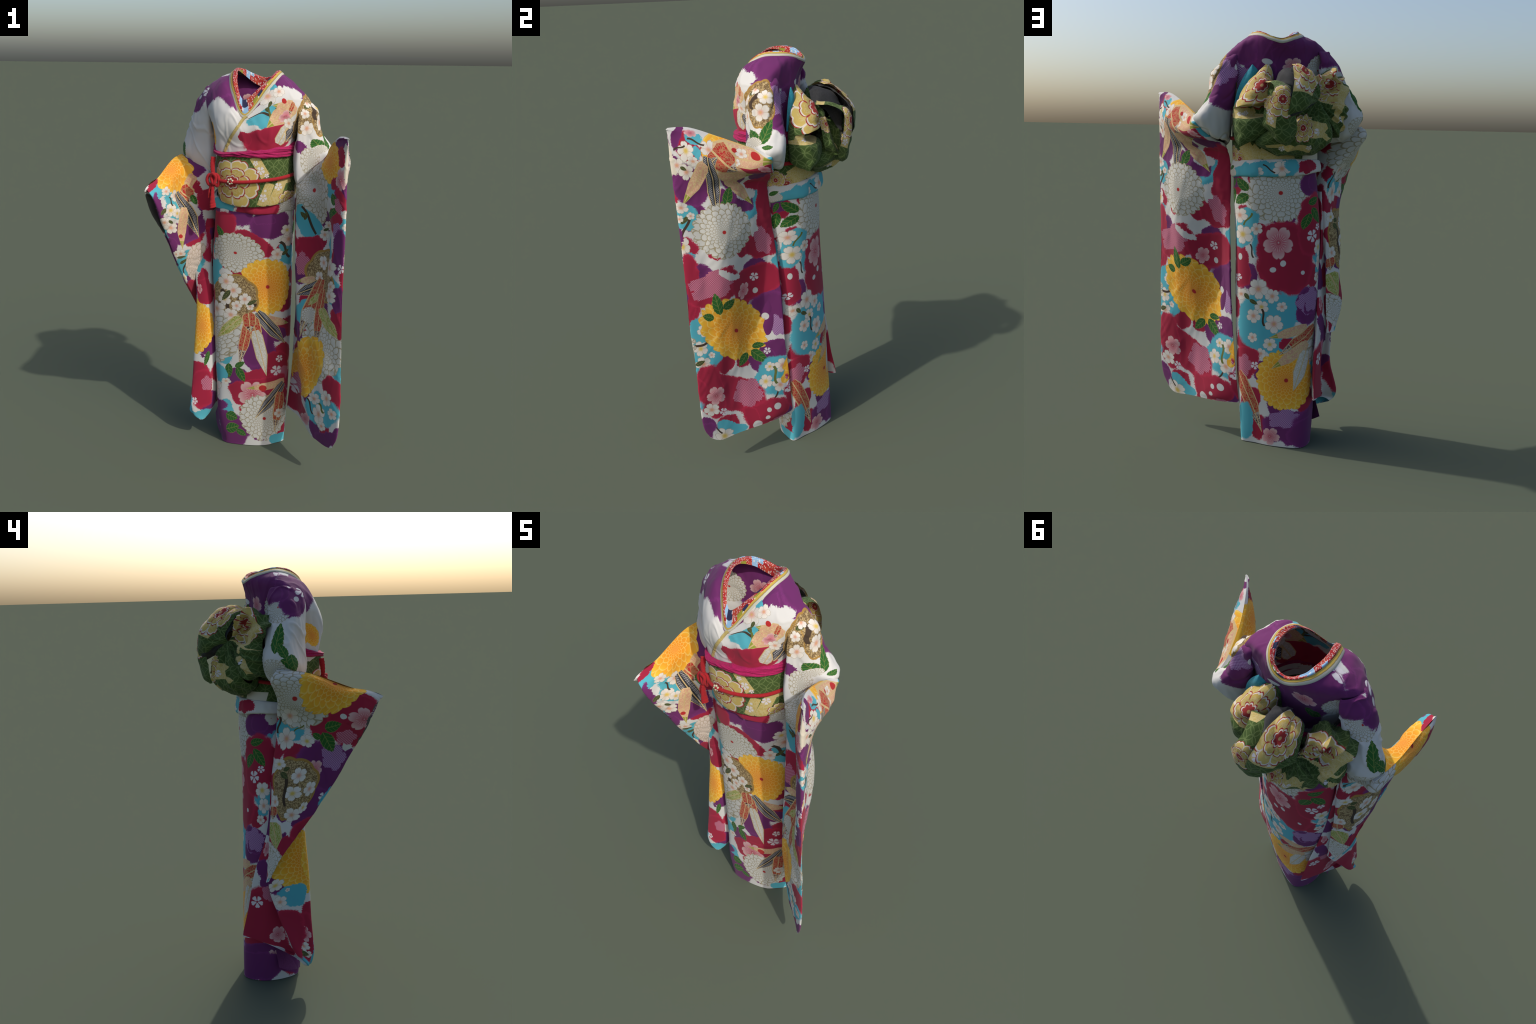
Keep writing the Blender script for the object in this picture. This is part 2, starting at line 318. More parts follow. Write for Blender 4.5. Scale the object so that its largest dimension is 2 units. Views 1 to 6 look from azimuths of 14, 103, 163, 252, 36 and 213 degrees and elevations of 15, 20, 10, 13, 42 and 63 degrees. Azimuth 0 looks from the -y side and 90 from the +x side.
# ---- hanging sleeve, wearer's right (x < 0), upper folded part
# front edge, outer front, outer middle, outer back, back edge, inner back, inner middle, inner front, inner lip of the sleeve mouth, inside of the mouth
BAG_RU = [
    [(-.469, -.332, 1.434), (-.468, -.262, 1.462), (-.450, -.160, 1.484), (-.444, .000, 1.548), (-.414, .130, 1.566), (-.414, .128, 1.566), (-.444, -.002, 1.548), (-.456, -.200, 1.474), (-.468, -.300, 1.450), (-.469, -.330, 1.436)],
    [(-.474, -.326, 1.424), (-.484, -.252, 1.446), (-.472, -.150, 1.466), (-.462, .004, 1.526), (-.416, .158, 1.548), (-.300, .000, 1.535), (-.400, -.020, 1.528), (-.412, -.232, 1.448), (-.446, -.326, 1.426), (-.462, -.300, 1.426)],
    [(-.478, -.312, 1.410), (-.488, -.240, 1.425), (-.482, -.145, 1.440), (-.464, .000, 1.490), (-.404, .166, 1.510), (-.238, -.046, 1.500), (-.374, -.052, 1.490), (-.400, -.240, 1.422), (-.428, -.330, 1.402), (-.452, -.270, 1.412)],
    [(-.480, -.285, 1.370), (-.488, -.234, 1.368), (-.474, -.126, 1.374), (-.438, .014, 1.412), (-.350, .120, 1.434), (-.226, -.040, 1.430), (-.364, -.072, 1.390), (-.390, -.225, 1.375), (-.416, -.320, 1.362), (-.444, -.240, 1.366)],
    [(-.464, -.266, 1.305), (-.462, -.202, 1.300), (-.448, -.104, 1.300), (-.358, .010, 1.330), (-.290, .098, 1.366), (-.226, -.020, 1.335), (-.326, -.082, 1.310), (-.376, -.222, 1.300), (-.412, -.286, 1.300), (-.438, -.220, 1.302)],
    [(-.424, -.222, 1.205), (-.420, -.170, 1.200), (-.408, -.084, 1.200), (-.338, .020, 1.215), (-.254, .090, 1.253), (-.236, .006, 1.230), (-.322, -.066, 1.210), (-.376, -.190, 1.205), (-.408, -.226, 1.206), (-.414, -.205, 1.205)],
    [(-.403, -.164, 1.100), (-.402, -.125, 1.098), (-.385, -.055, 1.098), (-.338, .048, 1.100), (-.250, .109, 1.102), (-.244, .014, 1.100), (-.316, -.050, 1.100), (-.366, -.140, 1.100), (-.392, -.166, 1.100), (-.400, -.158, 1.100)],
    [(-.394, -.101, .998), (-.390, -.070, .998), (-.376, -.006, .998), (-.338, .080, .998), (-.254, .121, .998), (-.258, .036, .998), (-.318, -.020, .998), (-.368, -.085, .998), (-.384, -.102, .998), (-.391, -.100, .998)],
    [(-.378, -.030, .898), (-.374, -.002, .898), (-.360, .048, .895), (-.332, .104, .895), (-.254, .130, .895), (-.272, .072, .895), (-.322, .025, .898), (-.362, -.018, .898), (-.370, -.030, .898), (-.376, -.030, .898)],
    [(-.366, .038, .802), (-.360, .060, .800), (-.348, .092, .798), (-.318, .124, .796), (-.255, .136, .796), (-.280, .100, .798), (-.320, .070, .800), (-.350, .045, .800), (-.358, .038, .801), (-.364, .037, .802)],
    [(-.352, .115, .698), (-.344, .124, .696), (-.330, .134, .692), (-.300, .140, .690), (-.256, .142, .690), (-.280, .128, .692), (-.312, .118, .695), (-.340, .112, .698), (-.346, .112, .698), (-.350, .113, .698)],
    [(-.300, .160, .570), (-.296, .164, .568), (-.288, .166, .564), (-.276, .164, .560), (-.260, .156, .556), (-.268, .152, .560), (-.280, .152, .565), (-.292, .154, .569), (-.296, .156, .570), (-.299, .158, .570)],
]
loft("hanging_sleeve", BAG_RU, nu=14, nv=14, relief=folds(.006, 10, (1, 1, .4), 12.0, .6, fade=.2), parent=kimono)
PARTS["hanging_sleeve_r"] = PARTS.pop("hanging_sleeve")

# lower tail of that sleeve: front edge, outer front, fold edge, tucked, back layer, back edge, inner back, inner middle, inner corner
BAG_RL = [
    [(-.282, -.014, 1.250), (-.280, .026, 1.250), (-.276, .050, 1.250), (-.266, .060, 1.250), (-.250, .070, 1.250), (-.234, .078, 1.250), (-.228, .056, 1.250), (-.226, .026, 1.250), (-.236, -.022, 1.250)],
    [(-.330, -.010, 1.060), (-.320, .020, 1.060), (-.300, .060, 1.060), (-.280, .070, 1.060), (-.255, .090, 1.060), (-.232, .110, 1.060), (-.230, .080, 1.060), (-.240, .040, 1.060), (-.250, -.010, 1.060)],
    [(-.320, -.018, .800), (-.322, .030, .800), (-.300, .090, .790), (-.278, .100, .790), (-.250, .110, .790), (-.214, .135, .780), (-.218, .090, .790), (-.226, .040, .800), (-.253, -.024, .800)],
    [(-.327, -.030, .600), (-.322, .040, .600), (-.285, .150, .570), (-.268, .130, .580), (-.240, .150, .590), (-.197, .189, .598), (-.200, .130, .600), (-.218, .050, .600), (-.248, -.032, .600)],
    [(-.338, -.036, .400), (-.325, .030, .400), (-.296, .114, .400), (-.258, .088, .400), (-.235, .150, .400), (-.176, .224, .402), (-.186, .150, .400), (-.215, .060, .400), (-.245, -.028, .400)],
    [(-.346, -.044, .270), (-.340, .020, .290), (-.330, .080, .300), (-.268, .066, .285), (-.235, .160, .268), (-.165, .256, .258), (-.184, .160, .260), (-.225, .060, .260), (-.247, -.018, .260)],
    [(-.348, -.047, .200), (-.355, .000, .205), (-.360, .048, .212), (-.280, .046, .216), (-.240, .150, .232), (-.172, .240, .250), (-.188, .160, .240), (-.232, .060, .215), (-.250, -.010, .195)],
    [(-.330, -.040, .140), (-.350, -.022, .146), (-.370, -.002, .154), (-.284, .030, .176), (-.244, .140, .222), (-.180, .226, .246), (-.192, .150, .232), (-.240, .050, .190), (-.266, -.010, .142)],
    [(-.305, -.034, .112), (-.325, -.020, .120), (-.345, .002, .135), (-.310, .040, .168), (-.245, .138, .218), (-.186, .215, .244), (-.200, .150, .230), (-.246, .052, .182), (-.278, -.014, .120)],
]
loft("sleeve_tail", BAG_RL, nu=12, nv=14, relief=folds(.004, 7, (1, 1, .3), 15.0), parent=kimono)

# flaring corner of the overlapping skirt panel, left side
FLAP = [
    [(-.205, .110, .330), (-.200, .060, .330), (-.190, .010, .330), (-.175, -.040, .330)],
    [(-.222, .108, .220), (-.215, .055, .215), (-.196, .000, .210), (-.165, -.050, .200)],
    [(-.257, .100, .096), (-.232, .045, .060), (-.196, -.010, .035), (-.150, -.052, .015)],
]
loft("skirt_flap", FLAP, closed=False, nu=12, nv=12, parent=kimono)

# ------------------------------------------------------------------ big bow on the back
bow = bpy.data.objects.new("sash_bow", None); COL.objects.link(bow); bow.parent = kimono
TIE = np.array((-.132, .262, 1.681))


def pleats(amount, count, seed=0.0, grain=.004):
    """Pleats that radiate from the tie of the bow, plus fine crumple."""
    def f(G, closed):
        N = grid_normals(G, closed)
        R, K = G.shape[:2]
        out = G.copy()
        for r in range(R):
            for k in range(K):
                p = G[r, k]; d = p - TIE
                a = math.atan2(d[2], d[0] + .3 * d[1]); q = np.linalg.norm(d)
                w = noise.noise(Vector((math.cos(a) * count, math.sin(a) * count, seed + q * 2.5)))
                h = (1.0 - min(1.0, abs(w) * 2.2) ** .6 * 1.6) * min(1.0, q / .07) * (1.0 - .35 * min(1.0, q / .3))
                c = noise.fractal(Vector((p[0] * 15 + seed, p[1] * 15, p[2] * 15)), 1.0, 2.0, 2)
                out[r, k] = p + N[r, k] * (h * amount + c * grain)
        return out
    return f


LOOP_A = [   # upright loop, x > 0 side : going round  (inner front, outer front, outer, back outer, back, back inner)
    [(.045, .100, 1.840), (.058, .102, 1.842), (.066, .106, 1.840), (.064, .112, 1.838), (.055, .116, 1.838), (.046, .110, 1.838)],
    [(.036, .096, 1.790), (.090, .096, 1.795), (.116, .108, 1.785), (.112, .152, 1.788), (.078, .172, 1.788), (.038, .140, 1.790)],
    [(.030, .094, 1.730), (.130, .094, 1.725), (.168, .108, 1.722), (.164, .180, 1.722), (.106, .220, 1.730), (.046, .180, 1.735)],
    [(.030, .094, 1.680), (.150, .092, 1.670), (.206, .108, 1.660), (.202, .196, 1.664), (.130, .230, 1.676), (.060, .212, 1.682)],
    [(.030, .094, 1.650), (.155, .092, 1.645), (.218, .108, 1.640), (.212, .200, 1.642), (.138, .228, 1.652), (.066, .212, 1.660)],
    [(.034, .094, 1.632), (.155, .092, 1.625), (.219, .108, 1.622), (.204, .172, 1.632), (.134, .164, 1.642), (.066, .160, 1.648)],
    [(.040, .094, 1.600), (.160, .092, 1.600), (.217, .108, 1.600), (.206, .172, 1.604), (.136, .164, 1.606), (.072, .166, 1.612)],
    [(.050, .094, 1.575), (.160, .094, 1.570), (.216, .110, 1.570), (.216, .200, 1.574), (.150, .228, 1.582), (.072, .212, 1.598)],
    [(.060, .100, 1.530), (.160, .100, 1.512), (.210, .120, 1.508), (.212, .200, 1.510), (.160, .232, 1.522), (.080, .222, 1.545)],
    [(.090, .170, 1.510), (.150, .165, 1.490), (.200, .176, 1.476), (.204, .194, 1.474), (.160, .206, 1.488), (.095, .200, 1.512)],
]
loft("bow_loop", LOOP_A, nu=16, nv=12, relief=pleats(.007, 3.0, 1.0, .007), parent=bow)
PARTS["bow_loop_a"] = PARTS.pop("bow_loop")
LOOP_B = [   # band that arches over and falls in a point, hollow towards x > 0 : (x > 0 edge, middle, x < 0 edge)
    [(.100, .200, 1.752), (.065, .204, 1.760), (.030, .204, 1.762), (.000, .204, 1.756)],
    [(.086, .245, 1.748), (.056, .252, 1.756), (.028, .254, 1.754), (.002, .250, 1.746)],
    [(.080, .292, 1.740), (.050, .302, 1.746), (.022, .304, 1.740), (-.002, .294, 1.730)],
    [(.088, .332, 1.716), (.056, .344, 1.722), (.026, .344, 1.716), (-.002, .326, 1.700)],
    [(.108, .338, 1.668), (.070, .360, 1.674), (.032, .362, 1.664), (-.004, .338, 1.654)],
    [(.121, .334, 1.612), (.082, .364, 1.608), (.034, .364, 1.600), (-.010, .340, 1.605)],
    [(.120, .324, 1.570), (.082, .356, 1.556), (.030, .356, 1.548), (-.022, .336, 1.556)],
    [(.098, .310, 1.526), (.066, .340, 1.508), (.022, .342, 1.504), (-.012, .326, 1.513)],
    [(.046, .306, 1.486), (.034, .320, 1.477), (.022, .320, 1.476), (.008, .310, 1.482)],
]
loft("bow_loop", LOOP_B, closed=False, nu=12, nv=14, relief=pleats(.006, 3.0, 2.0, .007), parent=bow)
PARTS["bow_loop_b"] = PARTS.pop("bow_loop")
STRAND = [   # the band's inner return, deep in the hollow
    [(.085, .190, 1.740), (.050, .200, 1.745), (.010, .190, 1.745)],
    [(.100, .222, 1.690), (.064, .246, 1.700), (.010, .230, 1.705)],
    [(.104, .236, 1.630), (.076, .262, 1.640), (.010, .250, 1.650)],
    [(.116, .250, 1.570), (.096, .285, 1.575), (.030, .280, 1.590)],
    [(.080, .250, 1.520), (.070, .300, 1.520), (.030, .300, 1.530)],
]
loft("bow_loop", STRAND, closed=False, nu=10, nv=10, relief=pleats(.008, 4.0, 5.0, .008), parent=bow)
PARTS["bow_loop_e"] = PARTS.pop("bow_loop")
LOOP_C = [   # main loop, a shell open towards x > 0 : from its x > 0 edge to the tie
    [(-.046, .165, 1.826), (-.075, .175, 1.826), (-.105, .180, 1.818), (-.125, .185, 1.802)],
    [(-.030, .215, 1.838), (-.072, .234, 1.828), (-.110, .230, 1.812), (-.135, .225, 1.798)],
    [(-.012, .282, 1.818), (-.060, .296, 1.800), (-.110, .284, 1.780), (-.142, .258, 1.760)],
    [(-.002, .336, 1.774), (-.050, .342, 1.762), (-.100, .326, 1.734), (-.142, .284, 1.714)],
    [(.015, .366, 1.704), (-.035, .366, 1.700), (-.090, .338, 1.684), (-.136, .272, 1.680)],
    [(.032, .368, 1.622), (-.020, .368, 1.640), (-.075, .328, 1.650), (-.126, .262, 1.670)],
    [(.030, .342, 1.596), (-.020, .328, 1.612), (-.070, .292, 1.638), (-.120, .250, 1.664)],
]
shell = loft("bow_loop", LOOP_C, closed=False, nu=14, nv=14, relief=pleats(.009, 3.2, 3.0, .007), parent=bow)
PARTS["bow_loop_c"] = PARTS.pop("bow_loop")
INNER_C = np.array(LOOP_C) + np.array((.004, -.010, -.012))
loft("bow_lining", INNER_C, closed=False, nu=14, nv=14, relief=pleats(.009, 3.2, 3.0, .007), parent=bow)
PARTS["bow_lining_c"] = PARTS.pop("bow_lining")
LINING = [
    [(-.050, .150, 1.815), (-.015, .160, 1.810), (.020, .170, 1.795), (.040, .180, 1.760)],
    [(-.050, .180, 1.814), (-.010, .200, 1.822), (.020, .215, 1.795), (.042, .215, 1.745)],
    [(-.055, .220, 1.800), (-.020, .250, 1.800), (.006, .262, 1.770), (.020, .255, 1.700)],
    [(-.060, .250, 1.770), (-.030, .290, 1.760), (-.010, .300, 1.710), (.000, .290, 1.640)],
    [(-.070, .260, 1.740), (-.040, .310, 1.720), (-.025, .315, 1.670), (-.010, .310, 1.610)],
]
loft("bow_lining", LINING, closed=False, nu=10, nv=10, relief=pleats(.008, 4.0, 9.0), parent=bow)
LOOP_D = [   # loop on the x < 0 side, rings go outwards from the tie : (top back, back, bottom back, bottom, front, top front)
    [(-.125, .245, 1.700), (-.128, .262, 1.684), (-.126, .255, 1.665), (-.124, .220, 1.650), (-.124, .190, 1.680), (-.124, .210, 1.700)],
    [(-.160, .225, 1.775), (-.172, .226, 1.700), (-.165, .246, 1.620), (-.165, .190, 1.575), (-.165, .110, 1.660), (-.165, .130, 1.765)],
    [(-.210, .222, 1.803), (-.222, .196, 1.720), (-.222, .250, 1.610), (-.215, .200, 1.530), (-.210, .100, 1.620), (-.210, .125, 1.780)],
    [(-.240, .208, 1.806), (-.264, .206, 1.725), (-.256, .246, 1.632), (-.248, .222, 1.526), (-.245, .096, 1.580), (-.245, .110, 1.765)],
    [(-.280, .184, 1.786), (-.300, .208, 1.720), (-.284, .236, 1.634), (-.268, .206, 1.540), (-.270, .092, 1.560), (-.278, .104, 1.755)],
    [(-.324, .158, 1.756), (-.318, .182, 1.716), (-.296, .205, 1.640), (-.276, .150, 1.550), (-.286, .092, 1.566), (-.308, .100, 1.740)],
    [(-.312, .146, 1.740), (-.308, .150, 1.710), (-.288, .160, 1.640), (-.278, .130, 1.575), (-.286, .104, 1.590), (-.302, .112, 1.728)],
]
loft("bow_loop", LOOP_D, nu=22, nv=18, relief=pleats(.024, 3.6, 4.0, .008), parent=bow)
PARTS["bow_loop_d"] = PARTS.pop("bow_loop")
LOOP_E = [   # low drooping bag under the tie, rings go from x > 0 to x < 0 : (top, back, low back, bottom, front)
    [(.120, .190, 1.520), (.125, .200, 1.505), (.126, .200, 1.490), (.124, .186, 1.480), (.120, .178, 1.500)],
    [(.080, .205, 1.560), (.085, .252, 1.525), (.090, .250, 1.476), (.085, .190, 1.450), (.080, .150, 1.500)],
    [(.000, .235, 1.620), (.000, .300, 1.565), (.000, .296, 1.480), (.000, .200, 1.434), (.000, .150, 1.500)],
    [(-.080, .255, 1.665), (-.070, .314, 1.590), (-.070, .306, 1.488), (-.060, .196, 1.430), (-.070, .150, 1.500)],
    [(-.135, .260, 1.678), (-.140, .298, 1.596), (-.145, .288, 1.486), (-.130, .190, 1.440), (-.140, .150, 1.510)],
    [(-.165, .242, 1.644), (-.190, .270, 1.572), (-.202, .256, 1.502), (-.190, .190, 1.468), (-.180, .150, 1.520)],
    [(-.170, .225, 1.610), (-.205, .242, 1.560), (-.216, .227, 1.515), (-.205, .190, 1.495), (-.185, .170, 1.540)],
]
loft("bow_loop", LOOP_E, nu=20, nv=18, relief=pleats(.018, 3.6, 6.0, .008), parent=bow)
PARTS["bow_loop_f"] = PARTS.pop("bow_loop")
TEAL = [
    [(.128, .100, 1.834), (.126, .104, 1.836), (.122, .104, 1.834)],
    [(.165, .096, 1.780), (.130, .118, 1.790), (.085, .100, 1.795)],
    [(.192, .094, 1.720), (.140, .112, 1.730), (.080, .098, 1.735)],
    [(.208, .092, 1.650), (.150, .108, 1.650), (.080, .096, 1.650)],
]
loft("bow_pad", TEAL, closed=False, nu=8, nv=10, parent=bow)

# ------------------------------------------------------------------ red cord
sash_rows = np.array(SASH)
CORD = grow([sash_rows[2]], .007)[0]
CORD[:, 2] = [1.50, 1.50, 1.50, 1.500, 1.488, 1.474, 1.474, 1.480, 1.49, 1.50]
tube("cord", CORD, .0088, seg=12, n=14, closed=True, parent=kimono)
KN = np.array((-.176, -.166, 1.478))
def off(*p):
    return [KN + np.array(q) for q in p]
for q, r in ((off((-.006, -.006, .020), (-.024, -.012, .020), (-.032, -.014, -.004), (-.020, -.012, -.026), (.000, -.012, -.010)), .0082),
             (off((.004, -.010, .024), (.022, -.012, .018), (.028, -.014, -.008), (.018, -.014, -.030), (.002, -.014, -.006)), .0082),
             (off((-.010, -.018, .012), (.002, -.026, .030), (.014, -.022, .010), (.004, -.024, -.020)), .0082)):
    tube("cord_knot", q, r, closed=True, n=10, seg=12, parent=kimono)
fray = lambda a, b: (lambda t: a + (b - a) * min(1.0, t * 1.4) + .0012 * math.sin(t * 40))
tube("cord_tassel", off((.0, -.012, -.016), (-.004, -.016, -.060), (-.006, -.012, -.108), (-.004, -.010, -.138)), fray(.009, .017), seg=16, parent=kimono, flat=.55)
tube("cord_tassel", off((-.008, -.010, -.016), (-.018, -.012, -.046), (-.022, -.008, -.090)), fray(.008, .012), seg=16, parent=kimono, flat=.55)
tube("cord_tassel", off((-.002, -.008, .014), (-.006, -.006, .060), (-.004, .000, .108)), fray(.009, .013), seg=16, parent=kimono, flat=.55)
# small flower brooch threaded on the cord
BR = np.array((-.086, -.196, 1.476))
brooch = bpy.data.objects.new("brooch", None); COL.objects.link(brooch); brooch.parent = kimono
def bead(name, c, r):
    rows = [[c + np.array((math.cos(a) * math.sin(p), math.sin(a) * math.sin(p), math.cos(p))) * r for a in np.linspace(0, 2 * math.pi, 8, endpoint=False)] for p in np.linspace(.05, math.pi - .05, 6)]
    verts = [v for row in rows for v in row]
    faces = [(i * 8 + k, i * 8 + (k + 1) % 8, (i + 1) * 8 + (k + 1) % 8, (i + 1) * 8 + k) for i in range(5) for k in range(8)]
    return mesh_object(name, verts, faces, None, brooch)
for k in range(6):
    a = k * math.pi / 3 + .3
    bead("brooch_pearl", BR + np.array((math.cos(a) * .011, -.004, math.sin(a) * .011)), .0058)
bead("brooch_heart", BR + np.array((0, -.007, 0)), .0052)


# ------------------------------------------------------------------ cloth print, drawn with nodes
WHITE, CREAM = (.57, .56, .535), (.62, .56, .45)
RED, PURPLE, TEAL = (.310, .014, .042), (.128, .020, .108), (.080, .370, .445)
YELLOW, ORANGE, GREEN = (.74, .42, .035), (.72, .24, .018), (.020, .105, .018)
GOLD_C, TAN, INK = (.42, .27, .060), (.40, .28, .12), (.035, .025, .022)
PINK, ROSE, SCARLET = (.58, .34, .34), (.45, .07, .11), (.40, .022, .022)
BEIGE, LIME, CHAR = (.60, .44, .24), (.26, .29, .04), (.030, .031, .038)
BROCADE_GREEN, BROCADE_GOLD = (.050, .086, .020), (.49, .375, .120)  # green darkened, gold browned toward the shade lying on the back bow
TONES = {"white": WHITE, "cream": CREAM, "red": RED, "purple": PURPLE, "teal": TEAL, "yellow": YELLOW, "orange": ORANGE, "green": GREEN,
         "gold": GOLD_C, "tan": TAN, "ink": INK, "pink": PINK, "rose": ROSE, "scarlet": SCARLET, "beige": BEIGE, "lime": LIME, "char": CHAR,
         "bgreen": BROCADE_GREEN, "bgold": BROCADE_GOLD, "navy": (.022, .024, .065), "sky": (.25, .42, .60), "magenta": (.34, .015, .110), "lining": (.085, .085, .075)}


class Ink:
    """Small expression builder over shader nodes."""

    def __init__(self, owner):
        self.t = getattr(owner, "node_tree", owner)
        self.n, self.l = self.t.nodes, self.t.links

    def put(self, sock, v):
        if isinstance(v, (int, float)):
            sock.default_value = v
        elif isinstance(v, tuple):
            sock.default_value = v if len(v) == len(sock.default_value) else (*v, 1.0)
        else:
            self.l.new(v, sock)

    def m(self, op, a, b=None, c=None, clamp=False):
        nd = self.n.new("ShaderNodeMath"); nd.operation = op; nd.use_clamp = clamp
        for i, v in enumerate((a, b, c)):
            if v is not None:
                self.put(nd.inputs[i], v)
        return nd.outputs[0]

    def dot(self, v, k):
        nd = self.n.new("ShaderNodeVectorMath"); nd.operation = "DOT_PRODUCT"
        self.l.new(v, nd.inputs[0]); nd.inputs[1].default_value = k
        return nd.outputs["Value"]

    def mix(self, f, a, b):
        nd = self.n.new("ShaderNodeMix"); nd.data_type = "RGBA"
        self.put(nd.inputs[0], f); self.put(nd.inputs[6], a); self.put(nd.inputs[7], b)
        return nd.outputs[2]

    def step(self, v, lo, hi):
        """1 where v < lo, 0 where v > hi."""
        nd = self.n.new("ShaderNodeMapRange"); nd.interpolation_type = "LINEAR"
        self.put(nd.inputs[0], v)
        for i, k in zip((1, 2, 3, 4), (lo, hi, 1.0, 0.0)):
            nd.inputs[i].default_value = k
        return nd.outputs[0]

    def ramp(self, v, stops, constant=False):
        nd = self.n.new("ShaderNodeValToRGB"); self.l.new(v, nd.inputs[0])
        nd.color_ramp.interpolation = "CONSTANT" if constant else "LINEAR"
        e = nd.color_ramp.elements
        while len(e) < len(stops):
            e.new(0.5)
        for el, (p, c) in zip(e, stops):
            el.position = p; el.color = (*c, 1.0)
        return nd.outputs[0]

    def polar(self, x, y):
        r = self.m("SQRT", self.m("MULTIPLY_ADD", x, x, self.m("MULTIPLY", y, y)))
        return r, self.m("ARCTAN2", y, x)

    def noise(self, vec, scale, detail=2.0):
        nd = self.n.new("ShaderNodeTexNoise"); nd.inputs["Scale"].default_value = scale; nd.inputs["Detail"].default_value = detail
        self.l.new(vec, nd.inputs["Vector"])
        return nd

    def centred(self, v):
        return self.m("SUBTRACT", self.m("FRACT", v), 0.5)


def shade(c, k):
    return tuple(min(1.0, v * k) for v in c)


# each motif: (ink, colour so far, x, y, option, shared) -> colour
def blob(g, col, x, y, opt, sh):
    p = 2.6
    d = g.m("ADD", g.m("POWER", g.m("ABSOLUTE", x), p), g.m("POWER", g.m("ABSOLUTE", y), p))
    c = TONES[opt]
    f = g.step(d, 0.86, 1.06)
    edge = shade(c, 1.35) if opt in ("purple", "red") else c
    return g.mix(f, col, g.mix(g.step(d, .6, .95), edge, c) if opt in ("purple", "red") else c)


def spot(g, col, x, y, opt, sh):
    r, a = g.polar(x, y)
    return g.mix(g.step(r, .90, 1.0), col, TONES[opt])


def patch(g, col, x, y, opt, sh):
    d = g.m("MAXIMUM", g.m("ABSOLUTE", x), g.m("ABSOLUTE", y))
    return g.mix(g.step(d, .98, 1.0), col, TONES[opt])


def chrysanthemum(g, col, x, y, opt, sh):
    r, a = g.polar(x, y)
    n = 14 if opt.endswith("plain") else 21
    p = g.m("MULTIPLY_ADD", a, n / (2 * math.pi), g.m("MULTIPLY", sh["wob"], 1.6))
    q = g.m("MULTIPLY", g.m("LOGARITHM", g.m("MAXIMUM", r, .02), math.e), n / 4.9)
    i = g.m("FLOOR", q); f = g.m("SUBTRACT", q, i)
    fp = g.centred(g.m("MULTIPLY_ADD", i, .5, p))
    up = g.m("MULTIPLY_ADD", f, 1.0 / .92, -.04)
    side = g.m("MULTIPLY", fp, 2.0)
    d = g.m("SUBTRACT", g.m("SQRT", g.m("MULTIPLY_ADD", side, side, g.m("MULTIPLY", up, up))), 1.0)
    line = g.step(g.m("ABSOLUTE", d), .05, .15)
    age = g.m("SUBTRACT", f, g.m("GREATER_THAN", d, .0))          # -1 at the hidden base, 1 at the tip of a petal
    age = g.m("MULTIPLY_ADD", age, .5, .5)
    lobes = g.centred(p)
    edge = g.m("MULTIPLY_ADD", g.m("MULTIPLY", lobes, lobes), .34, r)
    if opt.startswith("white"):
        fill = g.ramp(age, [(.15, (.40, .385, .34)), (.55, (.53, .52, .475)), (1.0, (.58, .57, .53))])
        out = g.mix(g.m("MULTIPLY", line, .90), fill, (.30, .25, .14))
        rim = (.36, .30, .17)
    elif opt.startswith("blush"):
        fill = g.ramp(age, [(.15, (.48, .36, .30)), (.55, (.60, .50, .43)), (1.0, (.64, .57, .51))])
        out = g.mix(g.m("MULTIPLY", line, .7), fill, (.36, .28, .17))
        rim = (.36, .28, .17)
    else:
        base = g.ramp(r, [(.0, (.70, .21, .015)), (.50, (.78, .34, .022)), (1.0, (.78, .50, .045))])
        dark = g.mix(g.m("MULTIPLY", g.step(age, .25, .95), .50), base, (.72, .22, .014))
        out = g.mix(g.m("MULTIPLY", line, .60), dark, (.80, .58, .16))
        rim = (.66, .36, .03)
    if not opt.endswith("plain"):
        out = g.mix(g.step(r, .055, .075), out, SCARLET)
    out = g.mix(g.step(edge, .965, .985), rim, out)
    return g.mix(g.step(edge, .985, 1.0), col, out)


